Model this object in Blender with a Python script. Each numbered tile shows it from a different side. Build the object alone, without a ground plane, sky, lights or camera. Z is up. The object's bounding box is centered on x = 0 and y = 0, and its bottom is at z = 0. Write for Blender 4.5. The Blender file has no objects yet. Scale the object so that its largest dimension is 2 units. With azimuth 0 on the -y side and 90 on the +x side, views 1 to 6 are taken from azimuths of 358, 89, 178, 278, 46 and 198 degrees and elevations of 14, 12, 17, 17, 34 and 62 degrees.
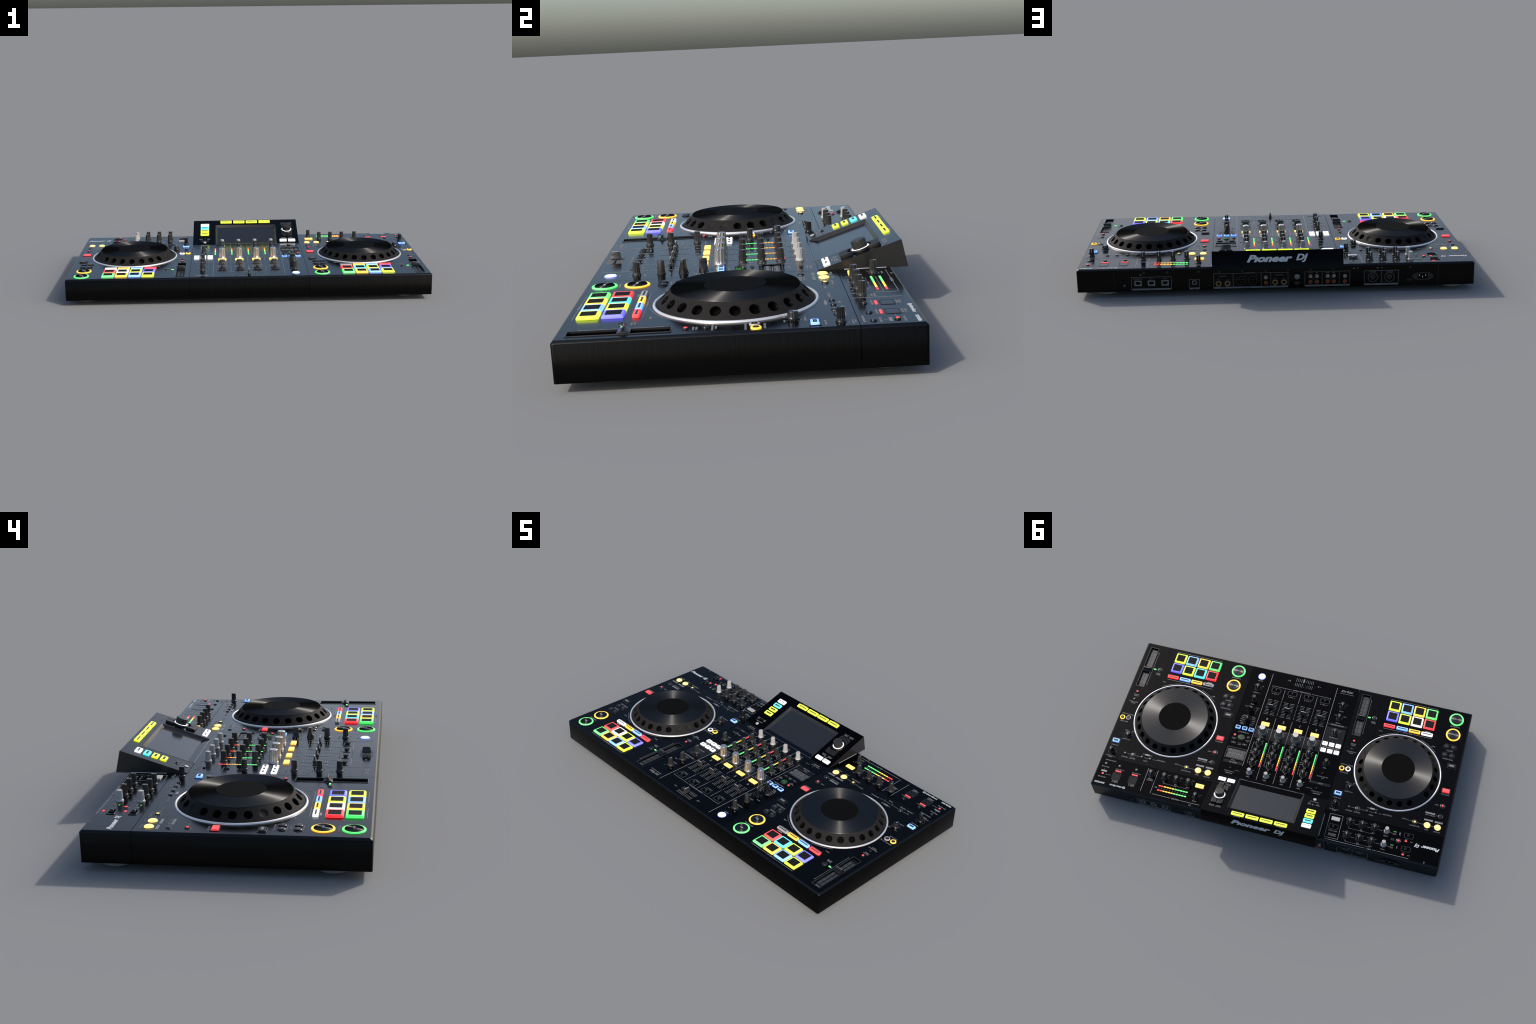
# All-in-one two-deck DJ controller with four-channel mixer and tilted touch screen.
# Frame: metres, z up, viewer side (front) at -y, longest side (x) = 2.00 m.
import bpy, bmesh, math
from math import sin, cos, pi, radians
from mathutils import Matrix, Vector, Euler

TOP = 0.1485            # top plane of the body
BOT = 0.030             # underside of the body
XH, YF, YB = 1.0, -0.5295, 0.4775
SEAM_X, SEAM_Y = 0.3265, 0.2935
JOG_X, JOG_Y = 0.661, -0.039

# ------------------------------------------------------------------ materials
def principled(name, base, rough=0.4, metal=0.0, spec=0.5, emit=None, strength=1.0,
               coat=0.0, aniso=0.0, tint=None):
    m = bpy.data.materials.new(name)
    m.use_nodes = True
    p = m.node_tree.nodes["Principled BSDF"]
    p.inputs["Base Color"].default_value = (*base, 1)
    p.inputs["Roughness"].default_value = rough
    p.inputs["Metallic"].default_value = metal
    p.inputs["Specular IOR Level"].default_value = spec
    p.inputs["Coat Weight"].default_value = coat
    if tint is not None:
        p.inputs["Specular Tint"].default_value = (tint, tint, tint, 1)
    if aniso:
        p.inputs["Anisotropic"].default_value = aniso
        p.inputs["Anisotropic Rotation"].default_value = 0.25
        t = m.node_tree.nodes.new("ShaderNodeTangent")
        t.direction_type, t.axis = "RADIAL", "Z"
        m.node_tree.links.new(t.outputs[0], p.inputs["Tangent"])
    if emit:
        p.inputs["Emission Color"].default_value = (*emit, 1)
        p.inputs["Emission Strength"].default_value = strength
    return m

def add_noise(m, scale, amount, vec_scale=(1, 1, 1), rough_amount=0.0, bump=0.0, detail=3):
    """Fine grain on Object coordinates: colour value, roughness and bump."""
    nt = m.node_tree; p = nt.nodes["Principled BSDF"]
    tc = nt.nodes.new("ShaderNodeTexCoord"); mp = nt.nodes.new("ShaderNodeMapping")
    mp.inputs["Scale"].default_value = vec_scale
    nz = nt.nodes.new("ShaderNodeTexNoise")
    nz.inputs["Scale"].default_value = scale; nz.inputs["Detail"].default_value = detail
    nt.links.new(tc.outputs["Object"], mp.inputs[0]); nt.links.new(mp.outputs[0], nz.inputs[0])
    base = p.inputs["Base Color"].default_value[:3]
    cr = nt.nodes.new("ShaderNodeValToRGB")
    cr.color_ramp.elements[0].position, cr.color_ramp.elements[1].position = 0.3, 0.7
    cr.color_ramp.elements[0].color = (*[c * (1 - amount) for c in base], 1)
    cr.color_ramp.elements[1].color = (*[c * (1 + amount) for c in base], 1)
    nt.links.new(nz.outputs["Fac"], cr.inputs[0]); nt.links.new(cr.outputs[0], p.inputs["Base Color"])
    if rough_amount:
        r = p.inputs["Roughness"].default_value
        mr = nt.nodes.new("ShaderNodeMapRange")
        mr.inputs[1].default_value, mr.inputs[2].default_value = 0.3, 0.7
        mr.inputs[3].default_value, mr.inputs[4].default_value = r - rough_amount, r + rough_amount
        nt.links.new(nz.outputs["Fac"], mr.inputs[0]); nt.links.new(mr.outputs[0], p.inputs["Roughness"])
    if bump:
        b = nt.nodes.new("ShaderNodeBump"); b.inputs["Strength"].default_value = bump
        b.inputs["Distance"].default_value = 0.001
        nt.links.new(nz.outputs["Fac"], b.inputs["Height"]); nt.links.new(b.outputs[0], p.inputs["Normal"])
    return m

MAT = {}
MAT["gloss_black"] = add_noise(principled("gloss_black_panel", (0.0055, 0.0056, 0.0062), 0.16, metal=0.95, spec=0.3), 90, 0.10)
MAT["brushed"] = add_noise(principled("brushed_black_aluminium", (0.0095, 0.0096, 0.0102), 0.18, metal=0.92, spec=0.3), 45, 0.28,
                           vec_scale=(8, 0.3, 0.0), detail=2)
MAT["side"] = add_noise(principled("chassis_side_black", (0.009, 0.009, 0.0092), 0.22, metal=0.95, spec=0.3), 30, 0.18, vec_scale=(6, 6, 0.0), detail=2)
MAT["edge"] = principled("sky_lightened_chamfer", (0.030, 0.032, 0.034), 0.2, metal=0.95)  # chamfer colour lightened to show the bluish sky reflection along the edge
MAT["rear_plate"] = add_noise(principled("rear_plate_black", (0.0085, 0.0085, 0.009), 0.45), 220, 0.2)
MAT["hump_side"] = add_noise(principled("screen_housing_grey", (0.018, 0.0172, 0.0165), 0.3), 120, 0.2)
MAT["foot"] = add_noise(principled("foot_grey_rubber", (0.22, 0.225, 0.23), 0.6), 80, 0.08)
MAT["rubber"] = add_noise(principled("black_rubber_key", (0.011, 0.011, 0.011), 0.42, spec=0.35), 150, 0.15)
MAT["pad_rubber"] = add_noise(principled("pad_face_rubber", (0.011, 0.011, 0.011), 0.75, spec=0.15), 300, 0.15)
MAT["knob"] = add_noise(principled("knob_black_plastic", (0.022, 0.021, 0.02), 0.4), 200, 0.12)
MAT["knob_gloss"] = principled("selector_knob_gloss", (0.006, 0.006, 0.007), 0.26)
MAT["knob_white"] = add_noise(principled("knob_pale_grey_plastic", (0.42, 0.41, 0.40), 0.45), 200, 0.06)
MAT["chrome"] = principled("brushed_chrome_knob", (0.52, 0.505, 0.49), 0.36, metal=0.85)
MAT["silver"] = principled("silver_ring", (0.84, 0.83, 0.825), 0.32, metal=0.6)
MAT["trim"] = principled("polished_trim", (0.20, 0.20, 0.205), 0.25, metal=0.9)
MAT["dark_trim"] = principled("dark_metal_trim", (0.06, 0.06, 0.062), 0.25, metal=0.7)
MAT["platter"] = principled("platter_rubber", (0.0175, 0.0163, 0.0158), 0.6, spec=0.08)
MAT["dimple"] = principled("platter_dimple", (0.0015, 0.0015, 0.0015), 0.7, spec=0.05)
MAT["plate"] = principled("jog_plate_spun_metal", (0.080, 0.080, 0.0805), 0.45, metal=0.97, aniso=1.0, tint=0.02, spec=0.05)
MAT["spun"] = principled("spun_button_metal", (0.085, 0.085, 0.085), 0.42, metal=0.97, aniso=1.0, tint=0.05)
MAT["disc"] = add_noise(principled("jog_centre_disc", (0.0050, 0.0050, 0.0050), 0.7, spec=0.02), 80, 0.1)
MAT["screen"] = principled("screen_glass", (0.015, 0.0178, 0.021), 0.14)
MAT["print"] = principled("white_print", (0.23, 0.235, 0.245), 0.5, metal=0.2)
MAT["print_dim"] = principled("grey_print", (0.13, 0.135, 0.14), 0.5)
MAT["print_logo"] = principled("logo_print", (0.5, 0.53, 0.55), 0.45)
MAT["print_black"] = principled("black_print", (0.012, 0.012, 0.012), 0.6)
MAT["bar"] = principled("title_bar_grey", (0.022, 0.022, 0.023), 0.2, metal=0.7, spec=0.3)
MAT["slot"] = principled("slot_black", (0.0018, 0.0018, 0.002), 0.5)
MAT["slot_floor"] = principled("slot_floor_grey", (0.05, 0.052, 0.055), 0.5)
MAT["gold"] = principled("jack_brass", (0.30, 0.22, 0.06), 0.35, metal=0.6)
MAT["port_grey"] = principled("port_shield_grey", (0.16, 0.165, 0.17), 0.4, metal=0.3)
MAT["rca_red"] = principled("rca_red", (0.22, 0.016, 0.006), 0.5)
MAT["rca_white"] = principled("rca_white", (0.30, 0.30, 0.285), 0.5)
MAT["dead_green"] = principled("tap_green", (0.01, 0.06, 0.012), 0.5, emit=(0.02, 0.22, 0.02))
MAT["dead_red"] = principled("unlit_red", (0.12, 0.008, 0.008), 0.4)

LED = dict(  # name: (base, emission radiance)
    yellow=((0.60, 0.58, 0.10), (0.74, 1.10, 0.012)),
    blue=((0.26, 0.26, 0.5), (0.070, 0.075, 1.35)),
    sky=((0.30, 0.45, 0.6), (0.11, 0.32, 1.4)),
    cyan=((0.15, 0.5, 0.6), (0.06, 1.05, 1.15)),
    orange=((0.70, 0.62, 0.12), (1.15, 0.42, 0.012)),
    amber=((0.8, 0.72, 0.25), (1.1, 0.50, 0.03)),
    pale=((0.8, 0.75, 0.3), (1.1, 0.66, 0.10)),
    green=((0.28, 0.6, 0.35), (0.035, 1.10, 0.07)),
    red=((0.70, 0.12, 0.12), (1.15, 0.012, 0.016)),
    white=((0.85, 0.85, 0.85), (1.0, 1.0, 1.0)),
    ice=((0.7, 0.8, 0.9), (0.45, 0.78, 1.2)),
)
for k, (b, e) in LED.items():
    MAT["led_" + k] = principled("lit_" + k, b, 0.5, emit=e, strength=1.25, spec=0.3)

# speckle of tiny pits on the platter rubber
def speckle(m):
    nt = m.node_tree; p = nt.nodes["Principled BSDF"]
    tc = nt.nodes.new("ShaderNodeTexCoord"); v = nt.nodes.new("ShaderNodeTexVoronoi")
    v.inputs["Scale"].default_value = 85; v.inputs["Randomness"].default_value = 0.35
    cr = nt.nodes.new("ShaderNodeValToRGB")
    cr.color_ramp.elements[0].position, cr.color_ramp.elements[1].position = 0.13, 0.2
    cr.color_ramp.elements[0].color = (0.006, 0.006, 0.006, 1)
    cr.color_ramp.elements[1].color = (*p.inputs["Base Color"].default_value[:3], 1)
    nt.links.new(tc.outputs["Object"], v.inputs[0]); nt.links.new(v.outputs["Distance"], cr.inputs[0])
    nt.links.new(cr.outputs[0], p.inputs["Base Color"])
speckle(MAT["platter"])

# ------------------------------------------------------------------ mesh helpers
ANGLE = radians(35)
def finish(name, verts, faces, smooth=True, angle=ANGLE):
    me = bpy.data.meshes.new(name)
    me.from_pydata([tuple(v) for v in verts], [], faces)
    bm = bmesh.new(); bm.from_mesh(me)
    bmesh.ops.recalc_face_normals(bm, faces=bm.faces)
    bm.to_mesh(me); bm.free()
    if smooth:
        me.polygons.foreach_set("use_smooth", [True] * len(me.polygons))
        me.set_sharp_from_angle(angle=angle)
        sharpen_caps(me)
    return me

def sharpen_caps(me):
    """Flat end faces keep their own normal: their border edges are sharp."""
    big = {k for p in me.polygons if len(p.vertices) > 6 for k in p.edge_keys}
    if big:
        for e in me.edges:
            if e.key in big: e.use_edge_sharp = True

def rrect(w, h, r, n=4):
    r = max(min(r, w / 2 - 1e-5, h / 2 - 1e-5), 1e-5)
    out = []
    for cx, cy, a in ((w/2-r, h/2-r, 0), (-w/2+r, h/2-r, 90), (-w/2+r, -h/2+r, 180), (w/2-r, -h/2+r, 270)):
        for i in range(n + 1):
            t = radians(a + 90 * i / n)
            out.append((cx + r * cos(t), cy + r * sin(t)))
    return out

def loft(name, rings, cap_top=True, cap_bot=True, smooth=True, angle=ANGLE):
    """rings: equal-length lists of 3D points, bottom to top."""
    n = len(rings[0]); verts = [p for r in rings for p in r]; faces = []
    for k in range(len(rings) - 1):
        for i in range(n):
            j = (i + 1) % n
            faces.append((k*n+i, k*n+j, (k+1)*n+j, (k+1)*n+i))
    if cap_bot: faces.append(tuple(range(n))[::-1])
    if cap_top: faces.append(tuple(range((len(rings)-1)*n, len(rings)*n)))
    return finish(name, verts, faces, smooth, angle)

def rbox(name, w, d, z0, z1, r=0.004, ch=0.0015, taper=0.0):
    """Rounded block with a chamfered top edge."""
    rings = []
    for ins, z in ((0, z0), (taper, z1 - ch), (taper + ch * 0.4, z1 - ch * 0.35), (taper + ch, z1)):
        rings.append([(x, y, z) for x, y in rrect(w - 2*ins, d - 2*ins, max(r - ins * 0.5, 0.0004))])
    return loft(name, rings)

def frame(name, w, d, t, z0, z1, r=0.004, ch=0.0006):
    """Rounded rectangular ring of wall thickness t (open middle)."""
    o = lambda i, z: [(x, y, z) for x, y in rrect(w - 2*i, d - 2*i, max(r - i, 0.0006))]
    rings = [o(0, z0), o(0, z1 - ch), o(ch, z1), o(t - ch, z1), o(t, z1 - ch), o(t, z0)]
    n = len(rings[0]); verts = [p for q in rings for p in q]; faces = []
    m = len(rings)
    for k in range(m):
        for i in range(n):
            j = (i + 1) % n; l = (k + 1) % m
            faces.append((k*n+i, k*n+j, l*n+j, l*n+i))
    return finish(name, verts, faces)

def lathe(name, profile, seg=48, flute=None, cap_top=True, cap_bot=True, angle=ANGLE):
    """profile: (r, z) bottom to top. flute=(count, depth, z_lo, z_hi)."""
    rings = []
    for r, z in profile:
        ring = []
        for i in range(seg):
            a = 2 * pi * i / seg; rr = r
            if flute and flute[2] <= z <= flute[3]:
                rr -= flute[1] * (0.5 + 0.5 * cos(a * flute[0]))
            ring.append((rr * cos(a), rr * sin(a), z))
        rings.append(ring)
    return loft(name, rings, cap_top, cap_bot, angle=angle)

def torus_profile(name, ro, ri, z0, z1, seg=96):
    """Flat ring with rounded top edges."""
    c = (z1 - z0) * 0.4
    prof = [(ro, z0), (ro, z1 - c), (ro - c*0.3, z1 - c*0.3), (ro - c, z1), (ri + c, z1), (ri + c*0.3, z1 - c*0.3), (ri, z1 - c), (ri, z0)]
    n = seg; verts = []; faces = []
    for r, z in prof:
        verts += [(r*cos(2*pi*i/n), r*sin(2*pi*i/n), z) for i in range(n)]
    m = len(prof)
    for k in range(m):
        for i in range(n):
            j = (i+1) % n; l = (k+1) % m
            faces.append((k*n+i, k*n+j, l*n+j, l*n+i))
    return finish(name, verts, faces)

def round_ring(name, ro, ri, z0, z1, seg):
    """Ring with a half-round section."""
    k = 10; rm, hw = (ro + ri) / 2, (ro - ri) / 2
    prof = [(ro, z0 - 0.003)] + [(rm + hw * cos(pi * i / k), z0 + (z1 - z0) * sin(pi * i / k)) for i in range(k + 1)] + [(ri, z0 - 0.003)]
    rings = [[(r * cos(2*pi*i/seg), r * sin(2*pi*i/seg), z) for i in range(seg)] for r, z in prof]
    return loft(name, rings, cap_top=False, cap_bot=False, angle=radians(50))

# ------------------------------------------------------------------ scene tree
root = bpy.data.objects.new("dj_controller", None)
root["label"] = "black two-deck DJ controller with lit pads and screen"
root["category"] = "DJ controller"
bpy.context.scene.collection.objects.link(root)

def add(name, me, mat=None, loc=(0, 0, 0), rot=(0, 0, 0), parent=None, stuff=False):
    """Place a mesh; parents are kept so that world transform = loc, rot."""
    o = bpy.data.objects.new(name, me)
    bpy.context.scene.collection.objects.link(o)
    parent = parent or root
    o.parent = parent
    w = Matrix.Translation(loc) @ Euler(rot).to_matrix().to_4x4()
    o["_w"] = 0; del o["_w"]
    WORLD[o.name] = w
    pw = WORLD.get(parent.name, Matrix())
    o.matrix_parent_inverse = Matrix()
    o.matrix_local = pw.inverted() @ w
    if mat:
        m = MAT[mat]
        if not me.materials:
            me.materials.append(m)
        elif me.materials[0] is not m:
            o.material_slots[0].link = "OBJECT"
            o.material_slots[0].material = m
    if stuff: o["kind"] = "stuff"
    return o
WORLD = {}
MESH = {}
def shared(key, make):
    if key not in MESH: MESH[key] = make()
    return MESH[key]

# frames of reference: (origin, rotation)
def top(x, y, h=0.0): return (x, y, TOP + h)
HTILT = math.atan2(0.239 - 0.1495, 0.5065 - 0.232)
H0 = Vector((0, 0.232, 0.1495)); HT = Vector((0, cos(HTILT), sin(HTILT))); HN = Vector((0, -sin(HTILT), cos(HTILT)))
def hump(x, s, h=0.0): return tuple(Vector((x, 0, 0)) + H0 + HT * s + HN * h)
HROT = (HTILT, 0, 0)
BACK = (pi/2, 0, pi)            # local z -> +y, local x -> -x, local y -> +z
def rear(x, z, h=0.0): return (x, YB + h, z)

class Batch:
    """Collects many small pieces of one material into a single mesh."""
    def __init__(self): self.v, self.f = [], []
    def put(self, verts, faces, mat):
        k = len(self.v); self.v += [tuple(mat @ Vector(p)) for p in verts]
        self.f += [tuple(k + i for i in q) for q in faces]
    def box(self, w, d, mat, z0=-0.001, z1=0.0007):
        v = [(sx*w/2, sy*d/2, z) for z in (z0, z1) for sx, sy in ((-1,-1),(1,-1),(1,1),(-1,1))]
        f = [(0,3,2,1),(4,5,6,7),(0,1,5,4),(1,2,6,5),(2,3,7,6),(3,0,4,7)]
        self.put(v, f, mat)
    def arc(self, ro, ri, a0, a1, mat, z1=0.0007, n=28):
        v, f = [], []
        for i in range(n + 1):
            a = a0 + (a1 - a0) * i / n
            for r, z in ((ro, -0.001), (ro, z1), (ri, z1), (ri, -0.001)): v.append((r*cos(a), r*sin(a), z))
            if i:
                k = (i-1)*4
                for j in range(3): f.append((k+j, k+j+1, k+j+5, k+j+4))
        self.put(v, f, mat)
    def disc(self, r, mat, z1=0.0008, n=16):
        v = [(r*cos(2*pi*i/n), r*sin(2*pi*i/n), z) for z in (-0.001, z1) for i in range(n)]
        f = [tuple(range(n, 2*n))] + [(i, (i+1) % n, n+(i+1) % n, n+i) for i in range(n)]
        self.put(v, f, mat)
    def poly(self, pts, mat, z1=0.0008):
        n = len(pts)
        v = [(x, y, z) for z in (-0.001, z1) for x, y in pts]
        self.put(v, [tuple(range(n, 2*n))] + [(i, (i+1) % n, n+(i+1) % n, n+i) for i in range(n)], mat)
    def text(self, s, w, h, mat, z1=0.0009, shear=0.0, bold=0.0, space=1.0):
        """Built-in font, scaled to fit w x h (w=None keeps proportion)."""
        v, f = glyphs(s, shear, bold, space)
        xs = [p[0] for p in v]; ys = [p[1] for p in v]
        x0, x1, y0, y1 = min(xs), max(xs), min(ys), max(ys)
        sy = h / (y1 - y0); sx = sy if w is None else w / (x1 - x0)
        vv = [((p[0]-(x0+x1)/2)*sx, (p[1]-(y0+y1)/2)*sy, z1 if p[2] > 0 else -0.0005) for p in v]
        self.put(vv, f, mat)
    def build(self, name, mat, stuff=True, parent=None):
        if not self.v: return None
        me = bpy.data.meshes.new(name); me.from_pydata(self.v, [], self.f)
        return add(name, me, mat, stuff=stuff, parent=parent)

_glyphs = {}
def glyphs(s, shear=0.0, bold=0.0, space=1.0):
    key = (s, shear, bold, space)
    if key not in _glyphs:
        c = bpy.data.curves.new("type", "FONT"); c.body = s; c.resolution_u = 3
        c.shear = shear; c.offset = bold; c.space_character = space
        c.extrude = 0.01; c.fill_mode = "FRONT"
        o = bpy.data.objects.new("type", c); bpy.context.scene.collection.objects.link(o)
        dg = bpy.context.evaluated_depsgraph_get()
        me = bpy.data.meshes.new_from_object(o.evaluated_get(dg))
        _glyphs[key] = ([tuple(v.co) for v in me.vertices], [tuple(p.vertices) for p in me.polygons])
        bpy.data.objects.remove(o); bpy.data.curves.remove(c); bpy.data.meshes.remove(me)
    return _glyphs[key]

def T(x, y, a=0.0): return Matrix.Translation(top(x, y)) @ Matrix.Rotation(a, 4, "Z")
def TH(x, s, a=0.0): return Matrix.Translation(hump(x, s)) @ Euler(HROT).to_matrix().to_4x4() @ Matrix.Rotation(a, 4, "Z")
def TR(x, z, a=0.0, h=0.0): return Matrix.Translation(rear(x, z, h)) @ Euler(BACK).to_matrix().to_4x4() @ Matrix.Rotation(a, 4, "Z")

ink, dim, plate_bar = Batch(), Batch(), Batch()

def line(x0, y0, x1, y1, w=0.0016, b=None, f=T):
    d = math.hypot(x1-x0, y1-y0)
    (b or ink).box(d, w, f((x0+x1)/2, (y0+y1)/2, math.atan2(y1-y0, x1-x0)))
def label(s, x, y, w=None, h=0.0068, b=None, f=T, **k): (b or ink).text(s, w, h, f(x, y), **k)

# ------------------------------------------------------------------ bodies
def outline(x0, x1, y0, y1, outer, inset=0.0, r=0.008):
    """Rectangle; only the outer sides (l, r, f, b) move in by inset, and only
    corners between two outer sides are rounded."""
    l, rt, f, b = (s in outer for s in "lrfb")
    X0, X1 = x0 + inset*l, x1 - inset*rt
    Y0, Y1 = y0 + inset*f, y1 - inset*b
    pts = []
    for cx, cy, sx, sy, rounded, a in ((X1, Y1, -1, -1, rt and b, 0), (X0, Y1, 1, -1, l and b, 90),
                                       (X0, Y0, 1, 1, l and f, 180), (X1, Y0, -1, 1, rt and f, 270)):
        if rounded:
            for i in range(6):
                t = radians(a + 18 * i)
                pts.append((cx + sx*r + r*cos(t), cy + sy*r + r*sin(t)))
        else: pts.append((cx, cy))
    return pts

CHAMFER = ((0, BOT), (0, TOP - 0.0078), (0.0008, TOP - 0.0066), (0.0068, TOP - 0.0008), (0.0080, TOP))
def body(name, x0, x1, y0, y1, outer, mat, cutters=()):
    rings = [[(x, y, z) for x, y in outline(x0, x1, y0, y1, outer, i)] for i, z in CHAMFER]
    me = loft(name, rings, angle=radians(50))
    if cutters:
        me = carve(me, cutters)
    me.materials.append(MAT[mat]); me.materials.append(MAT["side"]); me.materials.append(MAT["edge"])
    for p in me.polygons:
        c = p.center
        if c.z < TOP - 0.008 and (abs(c.x - x0) < 1e-4 or abs(c.x - x1) < 1e-4 or abs(c.y - y0) < 1e-4 or abs(c.y - y1) < 1e-4):
            p.material_index = 1
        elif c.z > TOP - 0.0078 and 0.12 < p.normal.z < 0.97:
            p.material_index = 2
    return add(name, me)

def carve(me, cutters):
    """Boolean difference with a list of (mesh, matrix)."""
    b = Batch()
    for cm, mx in cutters:
        b.put([v.co for v in cm.vertices], [tuple(p.vertices) for p in cm.polygons], mx)
    cut = bpy.data.meshes.new("cut"); cut.from_pydata(b.v, [], b.f)
    bm = bmesh.new(); bm.from_mesh(cut); bmesh.ops.recalc_face_normals(bm, faces=bm.faces); bm.to_mesh(cut); bm.free()
    oa = bpy.data.objects.new("a", me); ob = bpy.data.objects.new("b", cut)
    for o in (oa, ob): bpy.context.scene.collection.objects.link(o)
    mod = oa.modifiers.new("cut", "BOOLEAN"); mod.object = ob; mod.operation = "DIFFERENCE"; mod.solver = "EXACT"
    out = bpy.data.meshes.new_from_object(oa.evaluated_get(bpy.context.evaluated_depsgraph_get()))
    out.name = me.name
    for o in (oa, ob): bpy.data.objects.remove(o)
    bpy.data.meshes.remove(cut)
    out.polygons.foreach_set("use_smooth", [True] * len(out.polygons))
    out.set_sharp_from_angle(angle=radians(40))
    sharpen_caps(out)
    return out

def block(w, d, z0, z1, r=0.002):
    return loft("cut", [[(x, y, z) for x, y in rrect(w, d, r, 3)] for z in (z0, z1)])
def drum(r, z0, z1, n=24):
    return loft("cut", [[(r*cos(2*pi*i/n), r*sin(2*pi*i/n), z) for i in range(n)] for z in (z0, z1)])

SLOT_DX, SLOT_Y, SLOT_W, SLOT_L, SLOT_D = 0.283, -0.354, 0.046, 0.280, 0.011
FADER_X = (0.148, 0.0495, -0.0495, -0.148)
USB = ((0.872, 0.3975), (0.773, 0.3965))
gap = 0.0009

for sx in (1, -1):
    a, b_ = sorted((sx * (SEAM_X + gap), sx * XH))
    cuts = [(block(SLOT_W, SLOT_L, -SLOT_D, 0.01, 0.004), Matrix.Translation(top(sx*JOG_X + SLOT_DX, SLOT_Y)))]
    body("deck_panel", a, b_, YF, SEAM_Y - gap, ("r" if sx > 0 else "l") + "f", "brushed", cuts)

rear_cut_r, rear_cut_l, mix_cut = [], [], []
mixback = lambda x, z: Matrix.Translation(rear(x, z)) @ Euler(BACK).to_matrix().to_4x4()
LAN = (0.697, 0.630, 0.562)
JACK = ((0.295, 0.061), (0.250, 0.061), (0.011, 0.062), (-0.033, 0.062))
XLR_M = ((0.183, 0.074), (0.123, 0.074))
XLR_F = ((-0.482, 0.077), (-0.567, 0.077))
RCA = [(0.058, 0.090, 1), (0.057, 0.061, 0)] + [(x, z, k) for x in (-0.167, -0.199, -0.2535, -0.2845) for z, k in ((0.091, 1), (0.061, 0))]
for x in LAN: rear_cut_r.append((block(0.0235, 0.0165, -0.006, 0.01, 0.001), mixback(x, 0.0735)))
rear_cut_r.append((block(0.014, 0.013, -0.006, 0.01, 0.002), mixback(0.415, 0.070)))
rear_cut_r.append((block(0.007, 0.013, -0.01, 0.01, 0.001), mixback(0.765, 0.093)))
for x, z in JACK: mix_cut.append((drum(0.0075, -0.005, 0.01), mixback(x, z)))
for x, z in XLR_M: mix_cut.append((drum(0.0195, -0.006, 0.01, 32), mixback(x, z)))
for x, z in XLR_F: rear_cut_l.append((drum(0.021, -0.005, 0.01, 32), mixback(x, z)))
rear_cut_l.append((block(0.050, 0.030, -0.006, 0.01, 0.004), mixback(-0.7355, 0.079)))
for x in FADER_X:
    mix_cut.append((block(0.0045, 0.112, -0.008, 0.01, 0.001), T(x, -0.271)))
    mix_cut.append((block(0.036, 0.017, -0.006, 0.01, 0.003), T(x, -0.391)))
mix_cut.append((block(0.112, 0.0045, -0.008, 0.01, 0.001), T(0, -0.478)))
mix_cut.append((block(0.108, 0.064, -0.005, 0.01, 0.002), T(0.2585, 0.080)))
for x, y in ((0.258, 0.178), (-0.248, 0.179), (-0.256, 0.079)):
    mix_cut.append((block(0.024, 0.012, -0.005, 0.01, 0.001), T(x, y)))
for x, y in ((-0.806, 0.332), (-0.806, 0.413), (-0.395, 0.384)):
    rear_cut_l.append((block(0.042, 0.024, -0.005, 0.01, 0.004), T(x, y)))

body("mixer_panel", -SEAM_X + gap, SEAM_X - gap, YF, YB, "fb", "gloss_black", mix_cut)
body("input_panel", SEAM_X + gap, XH, SEAM_Y + gap, YB, "rb", "gloss_black", rear_cut_r)
body("microphone_panel", -XH, -SEAM_X - gap, SEAM_Y + gap, YB, "lb", "gloss_black", rear_cut_l)
# inner floor so that no light passes through the seams
add("inner_frame", rbox("inner_frame", 1.96, 0.96, 0.0, 0.104, 0.01, 0.001), "slot", (0, -0.0265, BOT + 0.004))

# feet
foot = lathe("foot", [(0.0550, 0.0), (0.0590, 0.0025), (0.0600, 0.008), (0.0600, 0.034)], 64)
for x in (-0.900, 0.862):
    for y in (-0.394, 0.372): add("foot", foot, "foot", (x, y, 0))

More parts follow.
